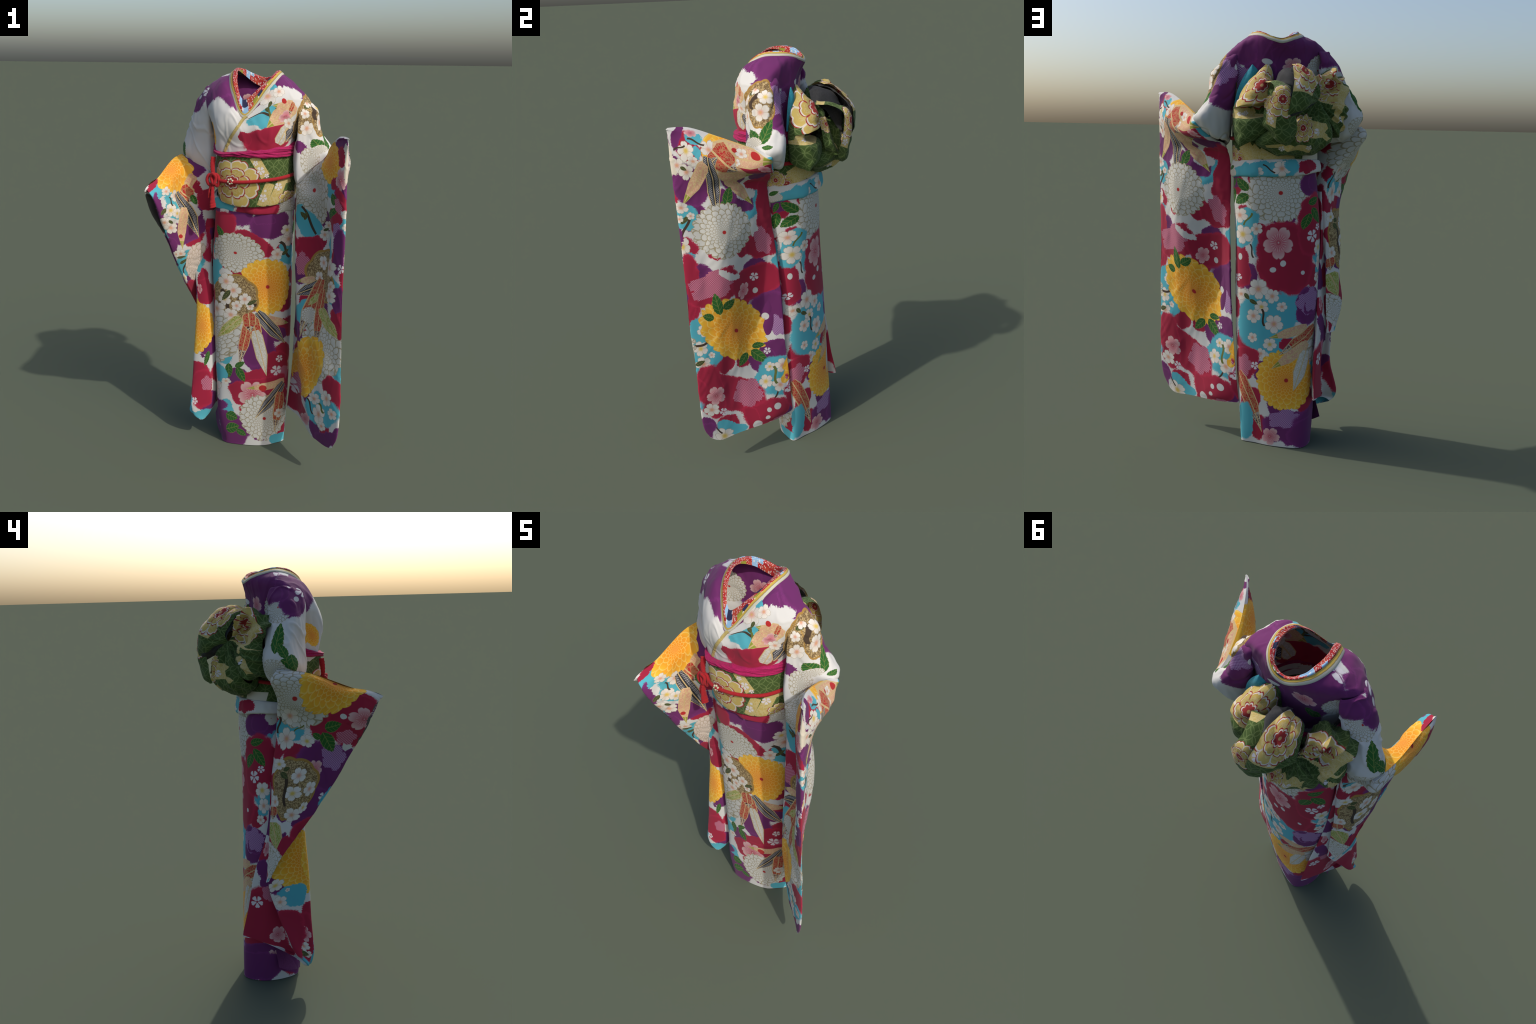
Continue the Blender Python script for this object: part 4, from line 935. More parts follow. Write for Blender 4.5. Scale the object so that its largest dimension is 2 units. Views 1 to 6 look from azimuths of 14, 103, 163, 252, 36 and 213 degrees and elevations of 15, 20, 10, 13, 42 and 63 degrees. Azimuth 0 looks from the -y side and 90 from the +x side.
PRINTS = {
    "hanging_sleeve_l": [
        ("blob", "yellow", 0.824, 0.01, 0.074, -0.0029, 0.012, 0.0463),
        ("blob", "yellow", 0.755, 0.001, 0.0363, -0.0071, 0.0055, 0.0233),
        ("chrysanthemum", "yellowplain", 0.237, 0.019, -0.0835, 0.0125, 0.0443, -0.1296),
        ("chrysanthemum", "yellowplain", 0.856, 0.085, 0.0571, 0.0105, 0.0087, 0.0974),
        ("chrysanthemum", "yellowplain", 0.313, 0.013, -0.0445, 0.0075, 0.0084, -0.0341),
        ("blob", "purple", 0.045, 0.045, -0.0147, 0.0681, -0.022, 0.0036),
        ("blob", "purple", 0.013, 0.177, 0.0215, 0.046, -0.0265, 0.0115),
        ("blob", "purple", 0.072, 0.254, 0.072, 0.0396, -0.0333, 0.075),
        ("blob", "purple", 0.306, 0.362, 0.0741, 0.0057, 0.007, 0.05),
        ("blob", "purple", 0.218, 0.324, 0.0451, 0.0303, -0.0297, 0.0363),
        ("blob", "teal", 0.117, 0.04, 0.0366, 0.0027, -0.009, 0.0216),
        ("blob", "teal", 0.121, 0.102, 0.0115, 0.0263, -0.0226, 0.0201),
        ("blob", "teal", 0.028, 0.389, 0.0487, 0.0042, -0.007, 0.0596),
        ("blob", "teal", 0.027, 0.574, 0.0282, 0.0032, -0.0017, 0.0244),
        ("chrysanthemum", "yellowplain", 0.268, 0.008, 0.0872, -0.0005, -0.005, 0.0511),
        ("blossom", "yellow", 0.072, 0.109, 0.0311, 0.0147, -0.0258, 0.0451),
        ("blossom", "white", 0.177, 0.066, 0.0362, -0.0153, 0.0108, 0.0393),
        ("blossom", "white", 0.021, 0.166, 0.0324, 0.0007, -0.0018, 0.0281),
        ("blossom", "white", 0.057, 0.191, 0.0331, 0.0079, -0.0086, 0.0307),
        ("blossom", "pink", 0.105, 0.023, 0.0252, -0.0009, 0.0006, 0.0154),
        ("blossom", "white", 0.093, 0.148, 0.0308, -0.0048, 0.0007, 0.0208),
        ("twig", "dark", 0.128, 0.049, 0.034, -0.0028, -0.0044, 0.0131),
        ("twig", "dark", 0.046, 0.1, -0.0272, 0.0178, -0.0044, -0.0092),
        ("leaf", "dark", 0.046, 0.178, 0.0127, 0.0062, -0.0052, 0.0071),
        ("blob", "red", 0.439, 0.115, 0.0547, -0.0173, 0.0058, 0.0529),
        ("ribbon", "beige", 0.351, 0.059, 0.1596, -0.0051, -0.0011, 0.0615),
        ("ribbon", "beige", 0.294, 0.186, 0.0848, 0.01, -0.0174, 0.0637),
        ("spot", "scarlet", 0.393, 0.034, 0.0295, 0.01, -0.0079, 0.0155),
        ("spot", "scarlet", 0.285, 0.032, 0.0138, -0.0002, -0.0011, 0.0071),
        ("blossom", "white", 0.318, 0.036, 0.0304, -0.0021, -0.0004, 0.0184),
        ("blossom", "white", 0.301, 0.088, 0.0186, -0.0039, 0.0041, 0.0263),
        ("blossom", "pink", 0.448, 0.108, 0.0361, 0.0099, -0.0059, 0.0247),
        ("ribbon", "scarlet", 0.25, 0.114, 0.0612, 0.0501, -0.0379, 0.0701),
        ("ribbon", "char", 0.174, 0.146, 0.0457, -0.0649, 0.0233, 0.0137),
        ("ribbon", "char", 0.17, 0.265, -0.0001, 0.1594, -0.0331, -0.0011),
        ("ribbon", "beige", 0.088, 0.239, -0.0638, 0.0952, -0.0225, -0.0172),
        ("blob", "white", 0.335, 0.329, 0.0486, 0.0161, -0.0142, 0.0292),
        ("ribbon", "beige", 0.304, 0.308, 0.0688, 0.0764, -0.028, 0.0101),
        ("leaf", "green", 0.235, 0.317, 0.0155, -0.0367, 0.0293, 0.0108),
        ("leaf", "green", 0.261, 0.376, 0.0299, 0.0221, -0.014, 0.0111),
        ("leaf", "green", 0.202, 0.357, -0.0007, -0.0249, 0.0144, 0.0007),
        ("leaf", "dark", 0.03, 0.397, 0.0221, -0.021, 0.0067, 0.0097),
        ("twig", "dark", 0.026, 0.435, -0.0157, 0.0594, -0.0171, -0.0056),
        ("blossom", "white", 0.017, 0.343, 0.0328, 0.0058, -0.0049, 0.0264),
        ("blossom", "white", 0.005, 0.395, 0.0167, 0.0022, -0.0033, 0.0194),
        ("blossom", "white", 0.052, 0.384, 0.0155, 0.0095, -0.0092, 0.0157),
        ("blob", "red", 0.396, 0.287, 0.06, -0.0007, 0.0099, 0.0348),
        ("blob", "red", 0.458, 0.407, -0.0187, 0.1672, -0.065, -0.0098),
        ("blob", "red", 0.399, 0.58, 0.0858, -0.0144, 0.0214, 0.0688),
        ("dapple", "red", 0.404, 0.56, 0.0472, -0.0019, 0.016, 0.0787),
        ("blossom", "yellow", 0.008, 0.525, 0.0284, 0.0019, -0.0035, 0.0483),
        ("chrysanthemum", "white", 0.197, 0.472, 0.1539, 0.0118, -0.0013, 0.134),
        ("blob", "red", 0.016, 0.726, -0.0133, 0.1711, -0.0393, -0.0054),
        ("blob", "red", 0.12, 0.753, 0.1337, -0.0218, 0.0113, 0.0687),
        ("blob", "red", 0.352, 0.77, 0.1333, -0.0294, 0.0356, 0.0854),
        ("dapple", "red", 0.115, 0.721, 0.1219, -0.0288, 0.0172, 0.0716),
        ("blob", "white", 0.21, 0.689, 0.0634, 0.0289, -0.0078, 0.0169),
        ("blossom", "small", 0.359, 0.744, 0.0229, 0.0066, -0.0046, 0.0222),
        ("spot", "white", 0.362, 0.818, 0.0138, -0.0005, 0.0013, 0.0157),
        ("blossom", "pink", 0.292, 0.795, 0.0236, -0.0371, 0.0298, 0.0193),
        ("blob", "purple", 0.517, 0.963, -0.1253, -0.1228, -0.1235, 0.0157),
        ("blob", "purple", 0.357, 1.175, 0.0418, 0.0719, -0.0491, 0.0377),
        ("blob", "teal", 0.051, 1.02, 0.0089, 0.139, -0.0953, 0.0078),
        ("blob", "teal", 0.043, 0.918, 0.0433, 0.0036, -0.0035, 0.0345),
        ("blossom", "white", 0.063, 0.948, 0.0324, 0.005, -0.0046, 0.0321),
        ("blossom", "yellow", 0.035, 1.036, 0.0337, 0.0124, -0.0134, 0.0375),
        ("blossom", "white", 0.037, 1.117, 0.0392, 0.0143, -0.0112, 0.0366),
        ("blossom", "white", 0.083, 1.081, 0.0152, 0.0125, -0.01, 0.0129),
        ("twig", "dark", 0.017, 1.02, 0.0556, -0.0176, 0.0037, 0.018),
        ("leaf", "dark", 0.022, 1.109, 0.0242, -0.0077, 0.0042, 0.0135),
        ("chrysanthemum", "yellow", 0.226, 0.982, 0.1822, 0.0337, 0.0383, 0.1867),
        ("leaf", "green", 0.135, 0.818, -0.0108, -0.0554, 0.0294, -0.0072),
        ("leaf", "green", 0.196, 0.829, 0.0334, -0.0161, 0.0144, 0.0216),
        ("leaf", "green", 0.09, 0.881, -0.0254, -0.0091, 0.0065, -0.0223),
        ("leaf", "green", 0.36, 1.112, 0.031, 0.0008, 0.0008, 0.0195),
        ("leaf", "green", 0.356, 1.17, 0.0353, 0.0396, -0.0199, 0.0239),
        ("leaf", "green", 0.268, 1.163, -0.0301, 0.0283, -0.0221, -0.0191),
        ("dapple", "purple", 0.444, 1.018, 0.0315, -0.0182, 0.0192, 0.0587),
        ("spot", "white", 0.544, 0.97, -0.0164, 0.0008, 0.001, 0.0193),
        ("blossom", "small", 0.395, 1.15, 0.015, 0.0034, -0.0039, 0.0191),
        ("blob", "teal", 0.436, 1.296, 0.0306, -0.1017, 0.1073, 0.0269),
        ("blossom", "white", 0.447, 1.243, 0.0316, 0.0208, -0.0189, 0.0349),
        ("blossom", "yellow", 0.393, 1.237, 0.0181, 0.0133, -0.014, 0.022),
        ("blossom", "yellow", 0.361, 1.309, 0.0282, 0.0148, -0.0172, 0.0344),
        ("blossom", "white", 0.42, 1.346, 0.03, 0.0298, -0.0233, 0.026),
        ("twig", "green", 0.408, 1.287, 0.0051, 0.0459, -0.018, 0.0043),
        ("twig", "dark", 0.371, 1.406, -0.0273, 0.033, -0.0095, -0.0088),
        ("blob", "red", 0.145, 1.305, 0.2005, 0.0822, -0.0169, 0.0938),
        ("blob", "red", 0.069, 1.278, 0.0152, 0.1508, -0.0725, -0.0065),
        ("dapple", "red", 0.26, 1.335, 0.0691, 0.0363, -0.0369, 0.0722),
        ("blossom", "pink", 0.093, 1.304, 0.0534, 0.0185, -0.0132, 0.0508),
        ("blob", "red", 0.334, 1.475, 0.1146, -0.0029, 0.005, 0.0766),
        ("blob", "red", 0.258, 1.49, 0.0138, 0.0824, -0.0299, 0.0034),
        ("spot", "white", 0.38, 1.448, 0.0195, 0.003, -0.002, 0.0184),
        ("spot", "white", 0.335, 1.451, 0.011, 0.0039, -0.0041, 0.0125),
        ("spot", "white", 0.32, 1.493, 0.0108, 0.0051, -0.0045, 0.0128),
        ("spot", "white", 0.276, 1.527, 0.0196, -0.0052, 0.0089, 0.0333),
        ("dapple", "red", 0.371, 1.546, 0.0347, 0.0139, 0.0082, -0.0204),
        ("blossom", "white", 0.058, 1.376, 0.0449, 0.0197, -0.0135, 0.0356),
        ("blossom", "small", 0.12, 1.406, 0.0206, 0.0055, -0.0053, 0.0219),
        ("blob", "teal", 0.15, 1.507, 0.0803, 0.0371, -0.0068, 0.0375),
        ("blossom", "yellow", 0.113, 1.533, 0.0641, 0.0145, -0.0054, 0.0372),
        ("twig", "dark", 0.068, 1.487, 0.0337, 0.0286, -0.0088, 0.0087),
        ("chrysanthemum", "white", 0.706, 0.264, -0.0219, 0.1958, -0.1519, 0.0199),
        ("chrysanthemum", "yellowplain", 0.865, 0.118, 0.0159, 0.0924, -0.0849, -0.0129),
        ("blob", "red", 0.914, 0.207, 0.0026, 0.0298, -0.027, -0.0003),
        ("leaf", "green", 0.914, 0.276, -0.0106, -0.0293, 0.0311, -0.0064),
        ("leaf", "green", 0.897, 0.348, -0.0367, 0.0364, -0.0521, 0.0079),
        ("blob", "teal", 0.675, 0.443, 0.0611, 0.0555, -0.0228, 0.0538),
        ("blob", "teal", 0.644, 0.396, 0.0098, 0.0551, -0.0291, 0.012),
        ("blossom", "white", 0.762, 0.487, 0.0391, -0.0061, 0.0047, 0.0302),
        ("blossom", "white", 0.802, 0.432, 0.0487, -0.0102, 0.0011, 0.026),
        ("leaf", "dark", 0.776, 0.458, 0.0272, -0.0095, 0.0045, 0.0072),
        ("twig", "dark", 0.678, 0.426, 0.0314, 0.0638, -0.0105, 0.0135),
        ("leaf", "dark", 0.656, 0.404, -0.0112, -0.0142, 0.0066, -0.0116),
        ("leaf", "dark", 0.665, 0.408, 0.0036, -0.0234, 0.0072, 0.0006),
        ("blob", "red", 0.7, 0.596, 0.0685, -0.0129, 0.0143, 0.089),
        ("dapple", "red", 0.661, 0.654, -0.002, -0.0628, 0.0364, -0.0064),
        ("blossom", "pink", 0.956, 0.188, 0.0103, 0.0452, -0.0371, 0.0064),
        ("blob", "red", 0.948, 0.104, 0.0072, 0.0419, -0.0273, -0.0024),
        ("blob", "red", 0.967, 0.274, 0.0201, 0.0489, -0.027, 0.008),
        ("dapple", "red", 0.955, 0.299, 0.0165, 0.0375, -0.0231, 0.0069),
        ("dapple", "purple", 0.963, 0.419, 0.0154, 0.0452, -0.0279, 0.0118),
        ("blob", "purple", 0.973, 0.518, -0.0042, 0.1118, -0.0281, 0.0051),
        ("blossom", "small", 0.986, 0.594, 0.0004, 0.0227, -0.0129, 0.0012),
        ("blob", "purple", 0.97, 0.75, 0.0036, 0.0605, -0.0293, 0.0123),
        ("medallion", "", 0.817, 0.679, 0.0412, 0.1287, -0.1372, 0.0419),
        ("blossom", "white", 0.791, 0.62, 0.0278, 0.0293, -0.0257, 0.019),
        ("blossom", "white", 0.91, 0.611, 0.0463, 0.019, -0.0378, 0.0451),
        ("blossom", "white", 0.775, 0.698, 0.018, 0.0303, -0.0303, 0.0149),
        ("blossom", "white", 0.931, 0.696, 0.0202, 0.0155, -0.025, 0.0255),
        ("blossom", "white", 0.92, 0.748, 0.0443, 0.0078, -0.0205, 0.0371),
        ("ribbon", "beige", 0.689, 0.725, -0.049, 0.0147, -0.0029, -0.0172),
        ("ribbon", "char", 0.707, 0.768, -0.0791, 0.0453, -0.0169, -0.024),
        ("blob", "teal", 0.711, 0.891, 0.0776, 0.0287, -0.0594, 0.0604),
        ("ribbon", "scarlet", 0.724, 0.86, -0.074, 0.1613, -0.0473, 0.0007),
        ("chrysanthemum", "whiteplain", 0.723, 0.891, 0.0596, -0.016, 0.0049, 0.0414),
        ("ribbon", "lime", 0.748, 0.811, -0.0432, 0.0372, -0.0227, -0.0058),
        ("chrysanthemum", "white", 0.829, 1.044, 0.006, 0.163, -0.1874, 0.0482),
        ("ribbon", "scarlet", 0.805, 0.894, -0.0222, 0.1556, -0.0398, 0.0073),
        ("ribbon", "lime", 0.903, 0.891, 0.0795, 0.0598, -0.0428, 0.0201),
        ("blob", "red", 0.985, 0.892, -0.0006, 0.0573, -0.0177, 0.0045),
        ("chrysanthemum", "yellowplain", 0.647, 1.183, -0.0021, 0.1538, -0.2216, 0.139),
        ("blob", "red", 0.937, 1.228, 0.0686, 0.0661, -0.0709, 0.041),
        ("blob", "teal", 0.816, 1.367, 0.1379, 0.036, -0.1126, 0.0868),
        ("blossom", "white", 0.739, 1.314, 0.0684, -0.0113, -0.0027, 0.0343),
        ("blossom", "white", 0.872, 1.279, 0.0541, 0.0132, -0.0249, 0.045),
        ("blossom", "white", 0.783, 1.392, 0.0614, 0.0258, -0.0415, 0.0583),
        ("blossom", "white", 0.934, 1.351, 0.044, 0.0103, -0.0142, 0.0329),
        ("blossom", "white", 0.815, 1.452, 0.055, -0.0003, -0.0073, 0.0282),
        ("twig", "dark", 0.688, 1.37, 0.0281, 0.0379, -0.0213, 0.0094),
        ("twig", "green", 0.815, 1.348, 0.0358, 0.0166, -0.0236, 0.0157),
        ("blob", "purple", 0.88, 1.51, 0.1887, -0.0377, 0.008, 0.042),
        ("blob", "red", 0.507, 1.407, 0.0297, 0.096, -0.0679, 0.0553),
        ("dapple", "red", 0.543, 1.319, 0.0425, 0.0313, -0.067, 0.0596),
        ("blossom", "small", 0.495, 1.37, 0.0655, -0.0181, 0.0269, 0.0357),
        ("blossom", "pink", 0.607, 1.481, 0.0594, -0.0524, 0.0096, 0.0298),
        ("blob", "cream", 0.988, 0.132, 0.0147, 0.0731, -0.0169, 0.0031),
    ],
    "hanging_sleeve_r": [
        ("blob", "yellow", 0.591, 0.006, 0.0857, -0.0018, -0.0046, -0.0446),
        ("chrysanthemum", "yellowplain", 0.563, 0.014, 0.0774, 0.0272, 0.0006, -0.0682),
        ("chrysanthemum", "yellowplain", 0.108, 0.014, -0.0452, -0.0018, -0.012, 0.0614),
        ("blob", "purple", 0.082, 0.456, -0.0768, -0.0676, -0.1067, 0.1287),
        ("blob", "purple", 0.078, 0.635, -0.0448, -0.066, -0.0941, 0.0664),
        ("blob", "purple", 0.059, 0.741, -0.0432, -0.0162, -0.0308, 0.0237),
        ("blob", "red", 0.056, 0.186, -0.0368, -0.113, -0.088, 0.1095),
        ("blob", "red", 0.315, 0.4, -0.0437, -0.0127, -0.0028, 0.0229),
        ("blob", "white", 0.03, 0.346, -0.0302, 0.0241, 0.0019, 0.0205),
        ("blob", "teal", 0.271, 0.288, -0.0611, -0.0383, -0.0189, 0.0541),
        ("chrysanthemum", "white", 0.268, 0.138, -0.1252, 0.0296, 0.0185, 0.1449),
        ("chrysanthemum", "yellow", 0.149, 0.015, -0.1059, -0.0125, 0.0369, 0.1774),
        ("dapple", "red", 0.061, 0.285, -0.0411, 0.0021, -0.0155, 0.0433),
        ("dapple", "purple", 0.075, 0.391, -0.0576, 0.0045, -0.0237, 0.0773),
        ("blossom", "pink", 0.028, 0.197, -0.0343, -0.0329, -0.0518, 0.0604),
        ("spot", "white", 0.102, 0.174, -0.0082, -0.0054, -0.0081, 0.0139),
        ("spot", "white", 0.011, 0.046, -0.0108, -0.0026, -0.0031, 0.0182),
        ("leaf", "green", 0.12, 0.228, -0.0237, -0.0162, -0.014, 0.03),
        ("leaf", "green", 0.116, 0.311, -0.0302, 0.047, 0.0214, 0.0214),
        ("leaf", "green", 0.162, 0.287, 0.0157, -0.0075, -0.0042, -0.0174),
        ("blossom", "white", 0.272, 0.231, -0.0379, -0.0017, -0.0003, 0.0447),
        ("blossom", "white", 0.279, 0.338, -0.0367, 0.0099, 0.0187, 0.0528),
        ("blossom", "yellow", 0.192, 0.318, -0.0218, 0.0204, 0.0186, 0.0221),
        ("twig", "dark", 0.319, 0.293, -0.0013, 0.0377, 0.0171, 0.0078),
        ("twig", "green", 0.23, 0.273, -0.0156, -0.0212, -0.0066, 0.0038),
        ("blossom", "pink", 0.134, 0.459, -0.0342, 0.0002, -0.0046, 0.0558),
        ("blossom", "small", 0.009, 0.605, -0.0392, 0.0018, -0.0158, 0.0248),
        ("medallion", "", 0.201, 0.565, -0.1236, -0.0057, -0.0218, 0.1699),
        ("blossom", "white", 0.19, 0.49, -0.0337, 0.0072, 0.005, 0.0423),
        ("blossom", "white", 0.117, 0.557, -0.0277, 0.0009, -0.0049, 0.0405),
        ("blossom", "yellow", 0.191, 0.581, -0.0508, -0.0013, -0.0049, 0.0403),
        ("blossom", "yellow", 0.296, 0.448, -0.0349, -0.0059, -0.0042, 0.0236),
        ("blossom", "white", 0.143, 0.695, -0.0659, 0.0079, -0.0021, 0.0392),
        ("blossom", "yellow", 0.096, 0.656, -0.0233, 0.0009, -0.0056, 0.0328),
        ("blossom", "white", 0.293, 0.636, -0.0307, -0.0056, -0.0077, 0.0382),
        ("twig", "dark", 0.236, 0.567, -0.0312, 0.081, 0.0269, 0.0053),
        ("leaf", "dark", 0.259, 0.495, -0.0213, 0.0137, 0.0107, 0.0138),
        ("leaf", "dark", 0.254, 0.463, -0.0147, -0.0094, -0.0083, 0.0096),
        ("blob", "red", 0.059, 0.871, -0.082, -0.0496, -0.1201, 0.0339),
        ("ribbon", "lime", 0.239, 0.823, -0.0694, 0.0726, 0.0841, 0.0157),
        ("ribbon", "scarlet", 0.304, 0.7, -0.0052, 0.0343, 0.0422, 0.0092),
        ("chrysanthemum", "whiteplain", 0.193, 0.956, -0.2343, -0.0199, -0.2584, 0.0998),
        ("blob", "purple", 0.597, 0.364, -0.1117, -0.0203, -0.0188, 0.0678),
        ("blob", "purple", 0.707, 0.428, 0.0027, 0.0513, 0.0324, 0.0083),
        ("blob", "purple", 0.713, 0.155, 0.0026, 0.0911, 0.013, -0.003),
        ("blob", "purple", 0.512, 0.28, -0.0053, 0.0444, 0.0129, -0.0015),
        ("blob", "teal", 0.673, 0.081, -0.0196, 0.0679, 0.0131, 0.0054),
        ("blob", "teal", 0.642, 0.167, -0.0162, 0.0441, 0.0344, 0.0017),
        ("blob", "teal", 0.661, 0.575, -0.1109, -0.078, -0.0641, 0.0414),
        ("chrysanthemum", "yellowplain", 0.599, 0.038, -0.0902, 0.0609, 0.0215, 0.1082),
        ("blob", "red", 0.721, 0.028, 0.0546, 0.0374, 0.0077, -0.0157),
        ("blossom", "white", 0.664, 0.095, -0.0094, 0.0323, 0.0186, 0.0062),
        ("blossom", "white", 0.613, 0.155, -0.0317, 0.0246, 0.0241, 0.0194),
        ("blossom", "yellow", 0.664, 0.214, -0.0329, 0.0161, 0.0147, 0.0334),
        ("blossom", "white", 0.709, 0.275, -0.0236, 0.0194, 0.0177, 0.0263),
        ("blossom", "white", 0.68, 0.318, -0.036, 0.0218, 0.0199, 0.0335),
        ("blossom", "yellow", 0.632, 0.241, -0.0051, 0.0307, 0.0276, 0.0027),
        ("leaf", "dark", 0.701, 0.209, 0.0128, 0.0154, 0.0074, -0.0103),
        ("leaf", "dark", 0.674, 0.282, -0.0124, 0.0131, 0.0062, 0.0081),
        ("twig", "dark", 0.653, 0.169, -0.0097, 0.0259, 0.0109, 0.0015),
        ("blob", "red", 0.498, 0.158, -0.0053, 0.0366, 0.0132, 0.0025),
        ("ribbon", "beige", 0.528, 0.128, 0.0169, 0.0244, 0.013, -0.0112),
        ("ribbon", "scarlet", 0.542, 0.176, -0.0216, 0.0323, 0.0275, 0.0254),
        ("leaf", "green", 0.524, 0.203, -0.0031, 0.028, 0.0126, 0.0055),
        ("blob", "white", 0.532, 0.256, -0.0174, 0.0335, 0.0146, 0.0125),
        ("ribbon", "char", 0.559, 0.282, -0.0369, 0.1379, 0.0329, 0.0057),
        ("ribbon", "beige", 0.616, 0.346, 0.0341, 0.1226, 0.0274, -0.0096),
        ("spot", "scarlet", 0.633, 0.383, -0.0142, 0.0002, 0.0003, 0.0131),
        ("blossom", "white", 0.669, 0.491, -0.044, 0.0025, 0.0024, 0.0299),
        ("blossom", "white", 0.707, 0.49, -0.0155, 0.0159, 0.0207, 0.0176),
        ("leaf", "dark", 0.67, 0.515, -0.0421, 0.0004, -0.0005, 0.0095),
        ("leaf", "dark", 0.654, 0.545, -0.0397, -0.0161, -0.0064, 0.0096),
        ("twig", "dark", 0.651, 0.576, 0.0304, 0.0567, 0.0217, -0.0064),
        ("chrysanthemum", "blushplain", 0.563, 0.567, -0.0546, -0.1201, -0.0735, 0.025),
        ("blossom", "yellow", 0.717, 0.661, -0.0195, 0.0239, 0.0403, 0.0232),
        ("blob", "red", 0.67, 0.771, -0.1571, -0.0503, -0.1096, 0.0615),
        ("blob", "lining", 0.768, 0.215, -0.0043, 0.1313, 0.018, 0.0107),  # dark grey patch on the inside of the open cuff
        ("blob", "purple", 0.769, 0.401, 0.0255, -0.0459, -0.0184, -0.0102),
    ],
    "skirt": [
        ("blob", "purple", 0.402, 1.257, -0.0979, 0.0065, -0.0057, -0.0677),
        ("blob", "purple", 0.435, 1.285, -0.0499, 0.0018, -0.0001, -0.0289),
        ("blob", "red", 0.649, 1.245, -0.0866, -0.0133, 0.0247, -0.0743),
        ("blob", "red", 0.479, 1.158, -0.0969, -0.0501, 0.0159, -0.0492),
        ("blob", "red", 0.728, 1.08, 0, -0.0816, -0.0327, -0),
        ("leaf", "green", 0.644, 1.211, 0.0211, 0.0314, -0.0179, 0.0105),
        ("leaf", "green", 0.608, 1.193, -0.0384, 0.0083, -0.0027, -0.0137),
        ("blob", "teal", 0.304, 1.105, -0.0528, -0.0113, -0.0072, -0.0673),
        ("blossom", "white", 0.3, 1.173, -0.0533, -0.0111, 0.0038, -0.0372),
        ("blossom", "yellow", 0.317, 1.224, -0.0391, -0.0035, -0.0005, -0.0307),
        ("blossom", "white", 0.365, 1.103, -0.0281, 0.0145, -0.0156, -0.0295),
        ("twig", "dark", 0.318, 1.121, -0.0456, -0.044, 0.0225, -0.0104),
        ("leaf", "dark", 0.317, 1.108, -0.0227, 0.0125, -0.0104, -0.0091),
        ("chrysanthemum", "white", 0.553, 1.102, -0.131, -0.0399, 0.0287, -0.1034),
        ("blob", "teal", 0.685, 0.979, 0.0029, -0.0723, 0.0588, -0.0148),
        ("blob", "white", 0.602, 0.983, -0.0355, -0.0217, 0.0144, -0.0196),
        ("chrysanthemum", "yellow", 0.404, 0.931, -0.1349, 0.0004, -0.0047, -0.1527),
        ("chrysanthemum", "white", 0.727, 0.596, -0.2235, 0.0225, 0.1151, -0.1873),
        ("blob", "red", 0.72, 0.803, 0.0082, -0.049, -0.0147, -0.0024),
        ("medallion", "", 0.566, 0.863, -0.1269, 0.0164, -0.0097, -0.1293),
        ("twig", "dark", 0.602, 0.814, 0.0407, 0.0744, -0.0285, 0.0205),
        ("twig", "dark", 0.501, 0.844, -0.048, -0.0041, 0.0049, -0.0271),
        ("blossom", "white", 0.604, 0.943, -0.0446, -0.0156, 0.0179, -0.0448),
        ("blossom", "white", 0.568, 0.898, -0.0234, -0.0327, 0.037, -0.0282),
        ("blossom", "yellow", 0.618, 0.847, -0.0368, -0.0066, 0.0098, -0.04),
        ("blossom", "white", 0.67, 0.78, -0.0575, -0.011, 0.0203, -0.0467),
        ("blossom", "white", 0.555, 0.816, -0.0201, -0.0197, 0.0206, -0.0218),
        ("blossom", "white", 0.512, 0.856, -0.0232, -0.0198, 0.0225, -0.0276),
        ("blossom", "white", 0.587, 0.762, -0.0425, -0.0025, 0.0039, -0.0377),
        ("blossom", "white", 0.487, 0.819, -0.0176, -0.0115, 0.0119, -0.0185),
        ("leaf", "dark", 0.608, 0.866, 0.024, -0.0308, 0.013, 0.009),
        ("leaf", "dark", 0.477, 0.842, -0.0243, 0.0157, -0.0046, -0.0102),
        ("blob", "purple", 0.45, 0.604, -0.0978, 0.0282, -0.0229, -0.1153),
        ("blob", "purple", 0.34, 0.675, -0.0523, -0.0098, -0.0023, -0.0458),
        ("blob", "red", 0.3, 0.721, -0.051, -0.0141, -0.0019, -0.0261),
        ("ribbon", "beige", 0.343, 0.74, -0.0757, -0.0267, 0.003, -0.0213),
        ("blob", "red", 0.335, 0.497, -0.0735, 0.0033, -0.0237, -0.0762),
        ("blob", "red", 0.456, 0.434, -0.0845, 0.0267, -0.0083, -0.0336),
        ("dapple", "red", 0.294, 0.439, -0.0633, -0.0187, -0.0032, -0.0439),
        ("blossom", "small", 0.325, 0.526, -0.0218, -0.0052, 0.0031, -0.021),
        ("blossom", "small", 0.34, 0.46, -0.0329, -0.0067, 0.0037, -0.0301),
        ("ribbon", "char", 0.371, 0.698, -0.0809, -0.094, 0.0232, -0.0226),
        ("ribbon", "lime", 0.606, 0.685, 0.0702, -0.0693, 0.0184, 0.0205),
        ("ribbon", "scarlet", 0.519, 0.62, 0.0296, -0.1418, 0.0283, 0.004),
        ("ribbon", "scarlet", 0.46, 0.686, -0.0185, -0.0757, 0.0333, -0.0119),
        ("ribbon", "white", 0.426, 0.56, -0.035, -0.1288, 0.0323, -0.0109),
        ("ribbon", "scarlet", 0.491, 0.728, -0.0057, -0.054, 0.0357, -0.0083),
        ("leaf", "green", 0.607, 0.44, -0.0007, -0.0428, 0.0262, -0.0067),
        ("leaf", "green", 0.539, 0.429, -0.0226, -0.0396, 0.0229, -0.0166),
        ("leaf", "green", 0.544, 0.486, -0.0272, 0.0185, -0.008, -0.0158),
